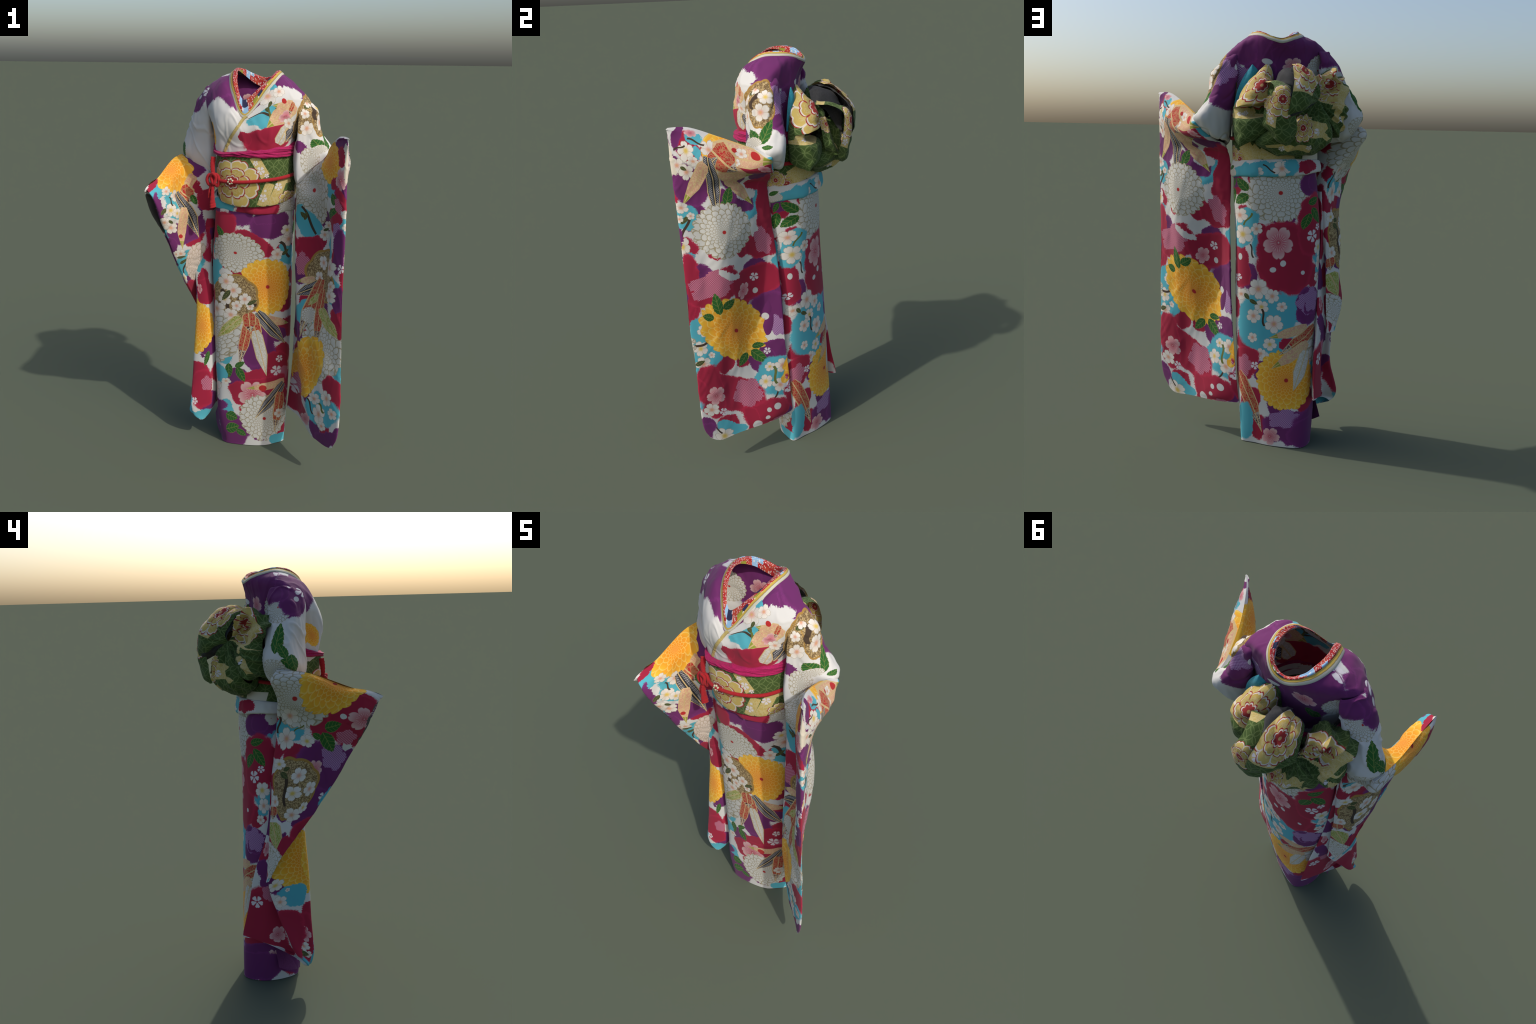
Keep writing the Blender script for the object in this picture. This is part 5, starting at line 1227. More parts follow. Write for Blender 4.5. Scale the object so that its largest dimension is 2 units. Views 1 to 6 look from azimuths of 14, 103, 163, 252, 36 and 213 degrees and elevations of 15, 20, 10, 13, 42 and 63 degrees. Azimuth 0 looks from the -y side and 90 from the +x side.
        ("blob", "teal", 0.669, 0.406, -0.048, 0.0254, -0.0251, -0.0464),
        ("blossom", "white", 0.726, 0.39, 0.0261, -0, -0, -0.0366),
        ("blossom", "white", 0.626, 0.374, -0.0321, 0.007, -0.0026, -0.0186),
        ("blossom", "white", 0.721, 0.31, -0.0537, -0.0177, 0.0406, -0.0641),
        ("blob", "purple", 0.725, 0.221, -0.0975, -0.0052, 0.0425, -0.0378),
        ("blossom", "pink", 0.726, 0.2, 0.0245, -0, -0, -0.0367),
        ("blob", "red", 0.434, 0.349, -0.1756, 0.038, -0.0132, -0.0678),
        ("blob", "red", 0.55, 0.317, -0.0372, -0.0522, 0.0431, -0.0359),
        ("blob", "red", 0.307, 0.317, -0.0489, 0.0166, -0.0397, -0.0541),
        ("blossom", "pink", 0.471, 0.316, -0.0868, 0.0074, -0.0056, -0.0856),
        ("ribbon", "beige", 0.397, 0.37, 0.1147, -0.0204, 0.0046, 0.0218),
        ("spot", "scarlet", 0.411, 0.36, -0.0235, 0.001, -0.0008, -0.0183),
        ("blob", "purple", 0.637, 0.096, -0.1471, -0.0423, 0.0535, -0.0958),
        ("blob", "purple", 0.717, 0.116, 0.0286, -0, -0, -0.0457),
        ("chrysanthemum", "white", 0.39, 0.173, -0.1608, 0.013, -0.0309, -0.1488),
        ("leaf", "green", 0.595, 0.174, -0.0339, -0.0093, 0.0144, -0.0332),
        ("leaf", "green", 0.595, 0.104, -0.0416, 0.0164, -0.0063, -0.0363),
        ("leaf", "green", 0.54, 0.079, -0.0308, -0.0158, 0.0122, -0.0203),
        ("blossom", "small", 0.72, 0.1, 0.0278, -0, -0, -0.0278),
        ("blossom", "small", 0.717, 0.075, 0.0163, -0.0041, -0.0041, -0.0163),
        ("blob", "teal", 0.27, 0.032, -0.066, 0.0032, -0.0153, -0.0326),
        ("ribbon", "char", 0.369, 0.275, 0.0812, -0.1025, 0.0248, 0.023),
        ("ribbon", "scarlet", 0.304, 0.198, 0.0007, -0.1263, 0.0356, 0.0131),
        ("blossom", "white", 0.292, 0.195, -0.0387, -0.0106, 0.0033, -0.0293),
        ("blob", "red", 0.712, 1.172, 0, -0.0653, -0.0261, -0),
        ("blob", "purple", 0.228, 1.301, -0.0363, -0.0019, 0.0029, -0.0274),
        ("leaf", "green", 0.244, 1.294, 0.0146, -0.0235, 0.0134, 0.0072),
        ("leaf", "green", 0.251, 1.23, 0.0122, -0.0408, 0.0279, 0.0053),
        ("chrysanthemum", "white", 0.003, 1.258, -0.1564, 0.0165, -0.0147, -0.1452),
        ("blob", "purple", 0.922, 1.3, -0.0949, -0.0052, 0.0093, -0.0521),
        ("blob", "red", 1.084, 0.945, -0.1385, 0.0067, -0.0143, -0.1807),
        ("blob", "red", 0.963, 1.066, -0.0611, -0.0044, -0.0004, -0.0707),
        ("blob", "red", 0.194, 0.909, -0.0182, -0.1171, 0.0528, -0.0107),
        ("blob", "red", 0.094, 1.083, -0.0289, 0.0013, -0.0002, -0.0314),
        ("leaf", "green", 0.183, 1.292, 0.0361, 0.0277, -0.0244, 0.018),
        ("leaf", "green", 0.189, 1.222, 0.0435, -0.0236, 0.0206, 0.0229),
        ("leaf", "green", 0.915, 1.218, -0.0465, 0.0161, -0.046, -0.0176),
        ("leaf", "green", 0.973, 1.151, 0.023, -0.0302, 0.0219, 0.012),
        ("leaf", "green", 0.921, 1.147, -0.0318, -0.0384, 0.0455, -0.0047),
        ("blob", "teal", 0.172, 1.087, -0.0328, 0.0973, -0.0701, -0.0064),
        ("blossom", "white", 0.202, 1.143, -0.0549, 0.0021, 0.0016, -0.0378),
        ("blossom", "yellow", 0.183, 1.053, -0.0624, -0.0078, 0.0102, -0.0465),
        ("blossom", "white", 0.105, 1.085, -0.0278, -0.0063, 0.0069, -0.0296),
        ("twig", "green", 0.151, 1.128, -0.0194, 0.0332, -0.0152, -0.0049),
        ("twig", "dark", 0.129, 0.977, -0.013, -0.0304, 0.0123, -0.0052),
        ("blossom", "pink", 0.009, 1.022, -0.0689, 0.0011, -0.0013, -0.0814),
        ("blossom", "small", 0.958, 1.053, -0.0346, -0.0027, 0.0014, -0.0297),
        ("blossom", "small", 0.901, 1.093, -0.0321, -0.0036, 0.0018, -0.0189),
        ("blossom", "small", 0.216, 0.841, -0.0302, 0.0058, -0.0026, -0.0188),
        ("spot", "white", 1.101, 0.922, -0.0137, -0.0038, 0.0042, -0.0155),
        ("spot", "white", 0.032, 0.891, -0.0151, 0.0028, -0.0023, -0.0131),
        ("spot", "white", 0.2, 0.944, -0.0147, 0.002, -0.0016, -0.0169),
        ("spot", "white", 1.003, 0.876, -0.01, 0.0034, -0.0038, -0.01),
        ("blob", "teal", 0.065, 0.637, -0.1507, 0.0101, 0.0016, -0.1455),
        ("blossom", "white", 0.098, 0.795, -0.0505, 0.0036, -0.0024, -0.0517),
        ("blossom", "white", 0.034, 0.763, -0.0337, -0.0067, 0.0072, -0.0362),
        ("blossom", "yellow", 0.084, 0.708, -0.035, -0.0054, 0.0059, -0.0333),
        ("blossom", "white", 0.125, 0.66, -0.0378, 0.0038, -0.0022, -0.0362),
        ("blossom", "white", 0.026, 0.627, -0.047, 0.0021, -0.0015, -0.0482),
        ("blossom", "white", 1.103, 0.712, -0.0275, 0.0042, -0.0038, -0.0251),
        ("blossom", "yellow", 0.046, 0.525, -0.0365, 0.0021, -0.0013, -0.0328),
        ("blossom", "white", 0.133, 0.552, -0.0253, -0.0035, 0.0048, -0.0258),
        ("blossom", "white", 0.193, 0.761, -0.0446, 0.0074, -0.0032, -0.0286),
        ("blossom", "white", 0.092, 0.476, -0.0251, -0.0097, 0.0113, -0.0267),
        ("twig", "dark", 0.077, 0.656, -0.0112, -0.0394, 0.0158, -0.0059),
        ("leaf", "dark", 0.123, 0.729, -0.0207, -0.0102, 0.0065, -0.0107),
        ("leaf", "dark", 0.158, 0.753, -0.0138, -0.0145, 0.0113, -0.0085),
        ("blob", "purple", 0.966, 0.709, -0.0121, 0.0907, -0.0696, -0.0168),
        ("dapple", "purple", 0.977, 0.719, -0.0445, 0.0263, -0.0506, -0.0498),
        ("blob", "red", 0.183, 0.414, -0.0335, 0.0906, -0.072, -0.0062),
        ("blob", "red", 1.05, 0.53, -0.0679, 0.0062, -0.004, -0.026),
        ("dapple", "red", 0.188, 0.404, -0.0467, 0.0107, 0.001, -0.0646),
        ("blossom", "small", 0.124, 0.412, -0.0214, 0.003, -0.0019, -0.0205),
        ("chrysanthemum", "yellow", 1.075, 0.347, -0.1598, 0.021, -0.0268, -0.1562),
        ("ribbon", "beige", 1.068, 0.583, 0.0994, -0.0267, 0.0074, 0.0233),
        ("ribbon", "scarlet", 1.016, 0.537, 0.1044, -0.0659, 0.0201, 0.0253),
        ("ribbon", "beige", 1.058, 0.466, 0.0964, -0.0631, 0.0175, 0.0238),
        ("ribbon", "white", 1.004, 0.39, 0.0334, -0.0993, 0.0342, 0.013),
        ("ribbon", "scarlet", 0.145, 0.215, -0.0717, -0.1513, 0.0319, -0.0188),
        ("blob", "purple", 1.064, 0.108, -0.1267, 0.0089, -0.0054, -0.0802),
        ("blob", "purple", 0.874, 0.023, 0.0327, -0, -0, -0.0327),
        ("dapple", "purple", 1.082, 0.15, -0.0835, 0.0151, -0.0078, -0.0513),
        ("blossom", "pink", 0.021, 0.05, -0.0518, 0.0074, -0.0062, -0.0487),
        ("blob", "teal", 0.177, 0.112, -0.0044, -0.1065, 0.0439, -0.0103),
        ("blossom", "small", 0.948, 0.049, -0.0423, -0.016, 0.0055, -0.0255),
        ("chrysanthemum", "white", 0.86, 1.33, -0.0346, -0.0009, -0.0005, -0.0329),
        ("blob", "purple", 0.923, 1.307, -0.0398, 0.0173, -0.0233, -0.0393),
        ("blob", "red", 0.939, 1.105, -0.0976, 0.0126, 0.0027, -0.1543),
        ("leaf", "green", 0.936, 1.218, -0.0388, 0.0113, -0.0063, -0.0208),
        ("leaf", "green", 0.923, 1.146, -0.0317, -0.0396, 0.026, -0.0158),
        ("leaf", "green", 0.989, 1.121, 0.0181, -0.0388, 0.0338, -0.0024),
        ("blossom", "small", 0.956, 1.05, -0.0329, 0.0055, -0.0038, -0.0313),
        ("blossom", "small", 0.913, 1.091, -0.021, 0.0017, -0.001, -0.0178),
        ("blob", "teal", 0.898, 0.92, -0.034, 0.0028, -0.0015, -0.0577),
        ("blossom", "yellow", 0.904, 0.991, -0.0396, 0.0034, -0.0029, -0.0425),
        ("blossom", "white", 0.894, 0.916, -0.0291, 0.0021, -0.0023, -0.0392),
        ("blossom", "white", 0.909, 0.846, -0.022, 0.0025, -0.0021, -0.0242),
        ("blob", "purple", 0.94, 0.735, -0.0518, 0.0103, -0.0012, -0.0659),
        ("dapple", "purple", 0.946, 0.742, -0.0534, 0.0193, -0.0185, -0.0623),
        ("blob", "purple", 0.874, 0.125, -0.1636, 0.0172, -0.0058, -0.0853),
        ("blossom", "small", 0.929, 0.113, -0.023, 0.0039, -0.0031, -0.0248),
        ("blossom", "small", 0.959, 0.037, -0.0312, 0.0103, -0.006, -0.0257),
        ("blossom", "pink", 0.84, 0.121, -0.0346, -0.0022, 0.002, -0.0586),
        ("blob", "red", 0.717, 0.795, 0.0163, -0.1143, -0.0229, -0.0033),
        ("blob", "purple", 0.92, 0.078, -0.1378, 0.0126, 0.0046, -0.0807),
        ("blob", "purple", 0.759, 0.101, -0.0595, -0.0171, -0.0056, -0.0706),
    ],
    "sleeve_tail": [
        ("chrysanthemum", "yellow", 0.01, 0.603, 0.1046, 0.0196, 0.0198, -0.1581),
        ("blob", "teal", 0.055, 0.763, -0.0413, 0.0093, 0.0025, 0.0536),
        ("blossom", "yellow", 0.1, 0.698, -0.0176, 0.0145, 0.0155, 0.029),
        ("blossom", "white", 0.096, 0.791, -0.02, 0.0055, 0.0079, 0.034),
        ("blossom", "white", 0.071, 0.734, -0.0061, 0.0023, 0.0028, 0.0103),
        ("blob", "red", 0.042, 0.968, -0.0446, -0.0198, 0.0028, 0.1121),
        ("blob", "white", 0.094, 0.861, -0.0244, -0.0191, -0.0032, 0.0225),
        ("blossom", "pink", 0.037, 0.968, -0.0263, -0.0073, -0.0067, 0.0431),
        ("blossom", "white", 0.05, 1.026, -0.0278, 0.0019, 0.0046, 0.0172),
        ("blossom", "white", 0.042, 1.055, -0.0233, 0.0013, 0.0024, 0.0143),
        ("leaf", "dark", 0.067, 1.05, -0.0289, 0.0092, 0.0165, 0.009),
        ("blob", "teal", 0.011, 1.08, 0.0057, -0.0245, -0.0098, -0.0023),
        ("blob", "red", 0.252, 0.914, -0.0374, 0.1679, 0.0783, 0.0218),
        ("blob", "red", 0.194, 1.058, -0.0224, 0.0408, 0.015, 0.0379),
        ("blossom", "small", 0.283, 0.823, -0.0275, -0.005, -0.0047, 0.0318),
        ("blossom", "pink", 0.197, 0.993, -0.0272, 0.0082, 0.0111, 0.0452),
        ("spot", "white", 0.207, 1.099, -0.0111, -0.0131, -0.0089, 0.0167),
        ("dapple", "red", 0.227, 0.766, -0.0163, 0.0423, 0.0329, 0.0154),
        ("blob", "purple", 0.268, 0.645, -0.0273, 0.0544, 0.0393, 0.0118),
        ("blob", "purple", 0.31, 0.401, -0.037, 0.0726, 0.0495, -0.0001),
        ("blossom", "pink", 0.28, 0.543, -0.0252, -0.0008, -0.0061, 0.0395),
        ("blob", "red", 0.593, 0.074, -0.0418, 0.166, 0.0428, 0.0032),
        ("dapple", "red", 0.581, 0.136, -0.0052, 0.0446, 0.0264, 0.0017),
        ("blob", "red", 0.582, 0.333, -0.002, -0.0627, -0.0338, -0.0021),
        ("blob", "red", 0.577, 0.404, 0.0002, 0.0747, 0.044, 0.0032),
        ("blossom", "pink", 0.606, 0.391, -0.0167, -0.0022, -0.0022, 0.0281),
        ("chrysanthemum", "yellowplain", 0.587, 0.598, 0.0031, -0.1247, -0.073, -0.0077),
        ("leaf", "green", 0.562, 0.779, 0.0112, 0.0432, 0.0129, -0.0045),
        ("blob", "purple", 0.59, 0.764, -0.0098, -0.001, -0.0002, 0.0129),
        ("blob", "red", 0.583, 0.949, 0.0007, -0.1092, -0.0496, -0.0041),
        ("dapple", "red", 0.565, 0.924, -0.0002, -0.0463, -0.0272, 0.0004),
        ("blossom", "small", 0.614, 1.023, -0.0122, -0.0023, -0.0026, 0.0191),
        ("blob", "teal", 0.585, 1.089, -0.0622, -0.0009, -0.0006, 0.023),
        ("blob", "red", 0.091, 0.944, -0.0248, 0.091, 0.0604, 0.0568),
        ("blob", "red", 0.029, 0.004, 0.1432, -0.0463, 0.0874, 0.0112),
        ("dapple", "red", 0.588, 0.091, 0.0052, -0.0266, -0.0159, -0.001),
    ],
    "upper_body": [
        ("blob", "purple", 0.334, 0.378, -0.059, -0.0486, 0.0997, -0.0158),
        ("blob", "purple", 0.279, 0.38, 0.0566, 0.0702, -0.0439, 0.0493),
        ("blob", "purple", 0.006, 0.352, -0.2345, -0.0244, -0.0017, -0.136),
        ("blob", "purple", 0.014, 0.17, -0.1469, -0.0015, 0.0078, -0.1174),
        ("blob", "purple", 1.157, 0.308, -0.2997, 0.3208, 0.0409, -0.2431),
        ("blob", "purple", 0.115, 0.369, 0.1106, 0.2355, -0.0069, 0.154),
        ("blob", "purple", 0.302, 0.403, 0.3877, 0.0088, 0.0981, 0.0096),
        ("blob", "purple", 0.812, 0.339, -0.0722, 0.0973, -0.132, -0.0106),
        ("blob", "purple", 0.816, 0.351, 0.0015, 0.0852, -0.1085, 0.07),
        ("blob", "white", 0.361, 0.343, -0.0812, -0.0167, 0.0128, -0.0172),
        ("blob", "white", 0.76, 0.222, -0.045, -0.0695, 0.1036, -0.0574),
        ("blob", "teal", 0.488, 0.251, -0.11, -0.0202, -0.0298, -0.0708),
        ("blob", "teal", 0.457, 0.4, -0.0039, -0.0459, 0.0196, -0.0014),
        ("blossom", "white", 0.489, 0.39, -0.0226, -0.0817, 0.0329, -0.0195),
        ("blossom", "white", 0.439, 0.361, -0.032, -0.0041, 0.0039, -0.0306),
        ("blossom", "white", 1.174, 0.268, 0.0303, 0.0011, 0.0013, -0.0234),
        ("twig", "dark", 0.515, 0.289, -0.066, -0.0338, -0.0171, -0.0313),
        ("leaf", "dark", 0.491, 0.291, -0.0217, -0.0238, 0.0037, -0.0098),
        ("leaf", "dark", 0.491, 0.318, 0.0045, -0.0203, 0.0103, 0.0144),
        ("leaf", "dark", 0.434, 0.265, 0.0136, 0.0244, -0.0102, 0.001),
        ("twig", "green", 0.46, 0.243, -0.0209, -0.0293, 0.0112, -0.0055),
        ("blob", "red", 0.486, 0.122, -0.1439, 0.0265, -0.0246, -0.0691),
        ("blob", "red", 0.607, 0.134, -0.0299, -0.0245, 0.0136, -0.0315),
        ("ribbon", "beige", 0.416, 0.239, 0.0586, -0.0521, 0.0292, 0.038),
        ("ribbon", "beige", 0.413, 0.281, 0.0602, 0.0194, 0.0034, 0.0215),
        ("spot", "scarlet", 0.42, 0.309, -0.0133, -0.0109, 0.0068, -0.0073),
        ("blossom", "pink", 0.392, 0.236, -0.0199, 0.0263, -0.0194, -0.0164),
        ("ribbon", "white", 0.383, 0.158, -0.0217, 0.0606, -0.026, -0.0146),
        ("ribbon", "scarlet", 0.372, 0.271, 0.0041, -0.034, 0.0117, 0.0055),
        ("ribbon", "char", 0.325, 0.15, 0.0406, -0.0481, 0.0542, 0.0153),
        ("blossom", "white", 0.37, 0.196, -0.0221, -0.0273, 0.0164, -0.0121),
        ("chrysanthemum", "yellowplain", 0.899, 0.133, 0.0305, -0.0382, -0.0224, -0.018),
        ("chrysanthemum", "yellowplain", 0.867, 0.137, -0.0415, -0.0091, 0.0036, -0.0378),
        ("blossom", "pink", 1.164, 0.278, -0.0492, 0.0005, 0.0003, -0.0437),
        ("spot", "white", 0.052, 0.297, -0.0247, -0.0044, 0.0023, -0.0146),
        ("spot", "white", 0.164, 0.26, -0.0126, 0.0115, -0.0059, -0.0077),
        ("blossom", "small", 0.942, 0.409, -0.0298, 0.0031, 0.004, -0.0422),
        ("blob", "purple", 0.962, 0.321, -0.0677, 0.0059, 0.0184, -0.0409),
        ("chrysanthemum", "white", 1.036, 0.254, -0.0663, -0.0143, 0.024, -0.0598),
        ("leaf", "green", 1.132, 0.186, -0.0323, -0.016, 0.0057, -0.0301),
        ("blossom", "small", 0.875, 0.313, -0.0385, 0.0041, 0.005, -0.0224),
        ("blob", "purple", 0.217, 0.357, 0.0259, 0.0781, -0.1144, -0.0325),
        ("dapple", "purple", 0.209, 0.234, -0.0426, -0.0625, 0.0844, -0.0278),
        ("medallion", "", 0.264, 0.221, -0.0759, -0.0037, -0.0161, -0.0879),
        ("medallion", "", 0.264, 0.214, -0.0726, 0.0012, 0.0024, -0.1093),
        ("chrysanthemum", "yellowplain", 0.862, 0.136, -0.0444, -0.0523, 0.0394, -0.0136),
        ("blob", "purple", 0.9, 0.335, 0.0265, -0.034, 0.0577, 0.0448),
        ("blob", "purple", 0.904, 0.325, -0.019, -0.0416, 0.0659, -0.0296),
    ],
    "upper_sleeve_r": [
        ("blob", "purple", 0.187, 0.1, 0.0979, -0.0332, 0.0013, 0.0559),
        ("chrysanthemum", "white", 0.089, 0.112, 0.0645, 0.0138, -0.0194, 0.0748),
        ("blob", "purple", 0.183, 0.075, 0.0868, -0.0439, 0.0229, 0.0589),
        ("blob", "purple", 0.193, 0.009, -0.241, -0.0596, -0.0632, -0.0224),
        ("blob", "purple", 0.112, 0.034, 0.0422, -0.0108, 0.0161, 0.0486),
        ("blossom", "small", 0.273, 0.019, 0.0829, -0.0152, -0.0094, 0.0312),
        ("spot", "white", 0.196, 0.07, 0.0205, -0.0046, 0.001, 0.0129),
        ("leaf", "green", 0.098, 0.256, 0.0046, -0.0717, 0.0277, 0.008),
        ("leaf", "green", 0.122, 0.314, -0.0201, -0.0376, 0.0184, -0.0123),
        ("leaf", "green", 0.15, 0.379, 0.0326, 0.0228, -0.0177, 0.0267),
        ("chrysanthemum", "whiteplain", 0.08, 0.395, 0.0472, 0.0252, -0.0242, 0.0384),
        ("blob", "red", 0.228, 0.48, 0.049, -0.0041, -0.0022, -0.0269),
        ("blossom", "small", 0.23, 0.46, 0.022, -0, -0, -0.0242),
        ("leaf", "green", 0.17, 0.366, 0.0122, 0.0408, 0.0327, -0.0098),
        ("blob", "purple", 0.005, 0.009, 0.0642, 0.0834, -0.084, 0.0259),
        ("blob", "purple", 0.381, 0, 0.0816, -0.0327, -0.0196, -0.049),
    ],
    "upper_sleeve_l": [
        ("blob", "purple", 0.029, 0, 0.0327, 0.0898, 0.0808, -0.0294),
        ("blob", "purple", 0.023, 0.118, 0.0245, -0.1469, -0.0735, -0.0122),
        ("blob", "purple", 0.056, 0.186, -0.0775, 0.0737, 0.0424, 0.0547),
        ("dapple", "purple", 0.106, 0.106, -0.0367, 0.0607, 0.095, 0.0266),
        ("medallion", "", 0.254, 0.099, -0.0522, 0.0145, 0.0288, 0.0862),
        ("medallion", "", 0.158, 0.121, -0.0662, 0.0093, 0.0103, 0.1075),
        ("twig", "dark", 0.191, 0.094, -0.0054, 0.0461, 0.0424, -0.0141),
        ("leaf", "dark", 0.208, 0.062, -0.0291, -0.0055, -0.0178, 0.0116),
        ("blossom", "white", 0.158, 0.155, -0.039, 0.0161, 0.0142, 0.0363),
        ("blossom", "yellow", 0.136, 0.092, -0.0339, 0.0242, 0.0162, 0.0254),
        ("blossom", "white", 0.247, 0.024, -0.0356, 0.0103, 0.0016, 0.0184),
        ("blossom", "white", 0.255, 0.16, -0.0296, 0.0221, 0.0212, 0.0274),
        ("blossom", "white", 0.255, 0.09, -0.0217, 0.016, 0.0172, 0.0207),
        ("blossom", "white", 0.191, 0.048, -0.0244, 0.0159, 0.0245, 0.0206),
        ("leaf", "green", 0.147, 0.244, -0.0342, -0.0553, -0.0206, 0.0127),
        ("leaf", "green", 0.215, 0.247, 0.0157, -0.0285, -0.038, -0.0073),
        ("leaf", "green", 0.149, 0.319, -0.0244, -0.0085, -0.008, 0.0163),
        ("spot", "white", 0.017, 0.076, 0.0083, 0.0173, 0.0102, -0.0049),
        ("blob", "purple", 0.293, 0.247, -0.0212, 0.0292, 0.0159, 0.0202),
        ("chrysanthemum", "whiteplain", 0.254, 0.333, -0.0387, 0.0517, 0.012, 0.0622),
        ("chrysanthemum", "whiteplain", 0.213, 0.284, -0.0388, 0.0131, 0.016, 0.0261),
    ],
    "waist_fold": [
        ("blob", "teal", 0.708, 0.032, -0.0715, -0.0025, 0.0136, -0.0523),
        ("blob", "red", 0.529, 0.039, -0.1127, 0.0144, -0.0037, -0.0417),
        ("chrysanthemum", "whiteplain", 0.378, 0.033, -0.0796, -0.0102, -0.0258, -0.0536),
        ("blossom", "white", 0.564, 0.022, -0.0297, 0.0043, -0.0009, -0.0186),
        ("blossom", "white", 0.627, 0.019, -0.0243, -0.0032, 0.0052, -0.0338),
        ("blob", "teal", 0.104, 0.037, -0.1828, 0.0117, -0.0031, -0.0346),
        ("blob", "teal", 1.196, 0.054, -0.0375, 0.0023, -0.0026, -0.0288),
        ("blossom", "white", 0.003, 0.045, -0.0432, 0.0021, -0.0021, -0.0336),
        ("blossom", "white", 0.111, 0.033, -0.0282, -0.0006, 0.0005, -0.0207),
        ("twig", "dark", 0.061, 0.046, -0.0297, -0.0136, 0.0039, -0.0081),
        ("blob", "red", 1.101, 0.059, -0.0556, 0.0001, 0.0103, -0.0265),
        ("blossom", "small", 1.063, 0.036, -0.0245, -0.0025, 0.001, -0.0144),
        ("blob", "teal", 0.177, 0.047, -0.0378, -0.0027, -0.0009, -0.0198),
        ("blossom", "white", 0.136, 0.039, -0.0285, -0.0027, 0.0004, -0.018),
        ("chrysanthemum", "whiteplain", 0.275, 0.032, -0.0342, 0, -0.001, -0.0201),
        ("leaf", "green", 0.283, 0.051, -0.023, 0.0062, -0.0039, -0.0095),
        ("blob", "red", 1.102, 0.055, -0.0545, -0.0005, 0.0104, -0.0295),
        ("blob", "teal", 0.15, 0.037, -0.051, -0.0034, 0.0015, -0.0264),
        ("blob", "teal", 1.189, 0.054, -0.0293, -0.001, 0.0006, -0.0204),
        ("blob", "red", 0.576, 0.036, -0.0589, 0.0199, -0.0029, -0.039),
        ("blob", "red", 0.483, 0.045, -0.0616, 0.0092, -0.0053, -0.0355),
    ],
    "sash": [
        ("brocade_band", "", 0.509, 0.178, -0.0271, -0.0496, 0.0201, -0.0126),
        ("blossom", "small", 0.528, 0.195, -0.0127, 0.0001, 0, -0.0134),
        ("blossom", "small", 0.505, 0.158, -0.0201, 0.0002, 0, -0.0212),
        ("blossom", "small", 0.477, 0.133, -0.0116, -0.0003, 0.0003, -0.0117),
        ("brocade_band", "", 0.484, 0.054, 0.0247, -0.0439, 0.0208, 0.0075),
        ("brocade_band", "", 0.424, 0.056, 0.0349, -0.0521, 0.0252, 0.0109),
        ("brocade_band", "", 0.376, 0.106, -0.0448, 0.002, -0.0042, -0.0155),
        ("blossom", "small", 0.418, 0.081, -0.0232, -0.0022, 0.0015, -0.0171),
        ("blossom", "small", 0.498, 0.042, -0.0198, -0.0008, 0.0007, -0.0152),
        ("spot", "white", 0.486, 0.068, -0.0068, -0.0003, 0.0002, -0.0055),
        ("brocade_flower", "", 0.333, 0.006, -0.0908, -0.0215, -0.004, -0.0473),
        ("brocade_flower", "", 0.645, 0.103, -0.1426, 0.0045, 0.0007, -0.1143),
        ("brocade_flower", "", 0.209, 0.031, -0.0733, 0.0061, -0.0015, -0.0497),
        ("brocade_band", "", 0.122, 0.053, -0.0246, -0.0304, 0.026, -0.0276),
        ("brocade_band", "", 0.066, 0.044, -0.0365, -0.0242, 0.0103, -0.0232),
        ("brocade_band", "", 1.186, 0.037, -0.0441, -0.0001, 0.0001, -0.0151),
        ("brocade_flower", "", 0.256, 0.051, -0.045, 0.0077, -0.0064, -0.0506),
        ("brocade_band", "", 0.153, 0.064, -0.0201, -0.0395, 0.0318, -0.0144),
        ("patch", "cream", 1.046, 0.046, -0.059, -0.0004, 0.0036, -0.027),
    ],
    "bow_loop_a": [
        ("brocade_band", "", 0.229, 0.278, 0.0024, -0.0223, 0.048, 0.0125),
        ("brocade_band", "", 0.256, 0.301, 0.1042, 0.0211, -0.0762, 0.0057),
        ("brocade_band", "", 0.278, 0.284, 0.0219, -0.0092, 0.0061, 0.0103),
        ("blossom", "small", 0.237, 0.291, 0.0218, 0.0061, -0.0052, 0.0089),
        ("blossom", "small", 0.26, 0.287, 0.011, -0.0033, 0.0035, 0.0108),
        ("brocade_flower", "", 0.283, 0.13, 0.1412, 0.0234, -0.0034, 0.1498),
    ],
    "bow_loop_b": [
        ("brocade_band", "", 0.016, 0.269, 0.0034, -0.0535, 0.0254, 0.0031),
        ("blossom", "small", 0.011, 0.258, 0.0129, -0.0008, 0.0013, 0.015),
        ("blossom", "small", 0.018, 0.296, 0.0136, -0.0044, 0.004, 0.0184),
        ("brocade_flower", "", 0.053, 0.2, 0.0796, -0.0038, 0.0035, 0.078),
        ("brocade_band", "", 0.011, 0.028, -0.0139, 0.0217, -0.052, 0.0081),
    ],
    "bow_loop_c": [
        ("brocade_band", "", 0.051, 0.225, 0.0571, -0.0028, -0.0092, 0.0238),
        ("blossom", "small", 0.027, 0.219, 0.0207, 0.0056, -0.0063, 0.0214),
        ("blossom", "small", 0.08, 0.224, 0.0194, -0.0079, 0.0014, 0.0128),
        ("brocade_flower", "", 0.061, 0.102, 0.0909, -0.0302, 0.0208, 0.1406),
    ],
    "bow_loop_d": [
        ("brocade_band", "", 0.143, 0.222, -0.0544, 0.0308, 0.0147, 0.0356),
        ("brocade_band", "", 0.079, 0.14, -0.0002, 0.0715, 0.0239, 0.0194),
        ("brocade_band", "", 0.145, 0.122, 0.0597, 0.1582, -0.0141, -0.0591),
        ("brocade_band", "", 0.285, 0.252, 0.0391, 0.008, -0.0022, -0.0158),
        ("blossom", "small", 0.071, 0.219, -0.006, 0.0436, 0.0233, -0.0004),
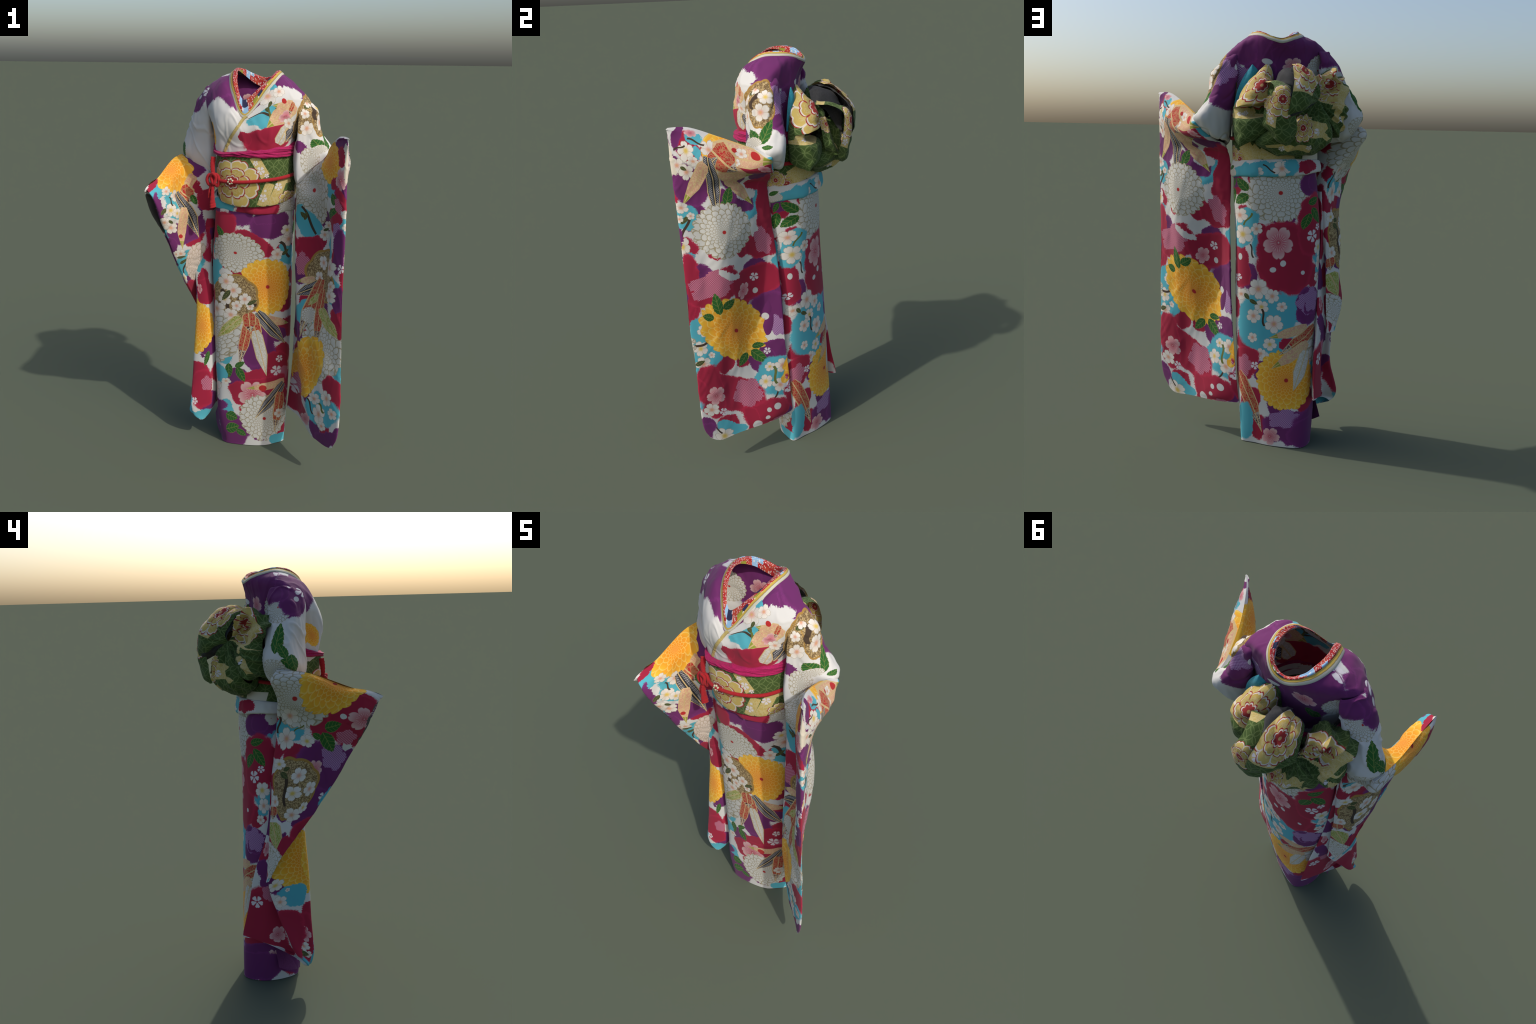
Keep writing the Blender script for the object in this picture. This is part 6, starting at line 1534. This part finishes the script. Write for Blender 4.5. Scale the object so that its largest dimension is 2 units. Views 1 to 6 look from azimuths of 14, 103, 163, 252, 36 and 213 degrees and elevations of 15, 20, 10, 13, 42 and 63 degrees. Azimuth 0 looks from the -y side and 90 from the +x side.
        ("blossom", "small", 0.15, 0.209, 0.0065, 0.0235, 0.0201, -0.0046),
        ("blossom", "small", 0.255, 0.209, 0.0107, 0.0258, 0.0132, -0.0076),
        ("brocade_flower", "", 0.054, 0.161, 0.0545, 0.1609, 0.0956, -0.0313),
        ("brocade_band", "", 0.138, 0.231, -0.1186, 0.0498, 0.0162, 0.0231),
    ],
    "bow_loop_f": [
        ("brocade_band", "", 0.132, 0.31, -0.0269, 0.0202, -0.0008, 0.0444),
        ("brocade_band", "", 0.2, 0.166, 0.005, 0.1135, 0.0152, 0.0044),
        ("brocade_band", "", 0.125, 0.304, 0.0458, 0.0717, 0.005, -0.0124),
        ("blossom", "small", 0.139, 0.295, -0.0001, 0.0204, 0.0118, 0.0007),
        ("blossom", "small", 0.194, 0.262, -0.0055, 0.0137, 0.0112, 0.0052),
        ("blossom", "small", 0.212, 0.127, -0.0051, 0.0144, 0.0148, 0.005),
        ("brocade_flower", "", 0.122, 0.219, 0.0052, 0.0587, 0.0559, -0.0018),
    ],
    "bow_loop_e": [
        ("brocade_flower", "", 0.037, 0.104, 0.0378, 0.0389, -0.03, 0.0225),
        ("brocade_band", "", 0.101, 0.232, 0.0096, -0.0191, -0.0153, -0.0077),
    ],
}

# ------------------------------------------------------------------ dressing the parts
GROUND = ("skirt", "hanging_sleeve_l", "hanging_sleeve_r", "sleeve_tail")
for key, ob in PARTS.items():
    if key in PRINTS:
        brocade = key.startswith("bow_loop") or key == "sash"
        closed = key not in ("bow_loop_b", "bow_loop_c", "bow_loop_e")
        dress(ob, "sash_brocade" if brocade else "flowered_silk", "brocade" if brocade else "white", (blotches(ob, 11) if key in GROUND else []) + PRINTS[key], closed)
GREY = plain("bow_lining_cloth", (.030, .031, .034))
PADC = plain("bow_pad_cloth", (.03, .25, .32))
MAGENTA = plain("scarf_crepe", (.34, .010, .085), bump=.6, grain=160)
CORDC = plain("cord_braid", (.36, .014, .020), bump=1.0, grain=260)
TRIMC = plain("trim_silk", (.46, .45, .36))
for key, ob in PARTS.items():
    if key.startswith("bow_lining"):
        ob.data.materials.append(GREY)
    elif key == "bow_pad":
        ob.data.materials.append(PADC)
    elif key == "collar_trim":
        ob.data.materials.append(striped_trim("collar_trim_silk", ob["cloth_size"][1]))
    elif key == "lapel_edge":
        ob.data.materials.append(plain("lapel_gold_edge", (.46, .36, .13)))
    elif key == "skirt_flap":
        ob.data.materials.append(plain("purple_silk", PURPLE, bump=.1))
    elif key == "under_collar":
        ob.data.materials.append(patchwork("under_collar_print"))
    elif key == "sash_scarf":
        ob.data.materials.append(MAGENTA)
PEARL = plain("brooch_pearl_glaze", (.55, .50, .36), rough=.3, bump=.02)
for ob in list(bpy.data.objects):
    if ob.name.startswith("brooch_pearl"):
        ob.data.materials.append(PEARL)
    if ob.name.startswith("cord") or ob.name.startswith("brooch_heart"):
        ob.data.materials.append(CORDC)
    if ob.type == "MESH" and not ob.data.materials:
        ob.data.materials.append(TRIMC)
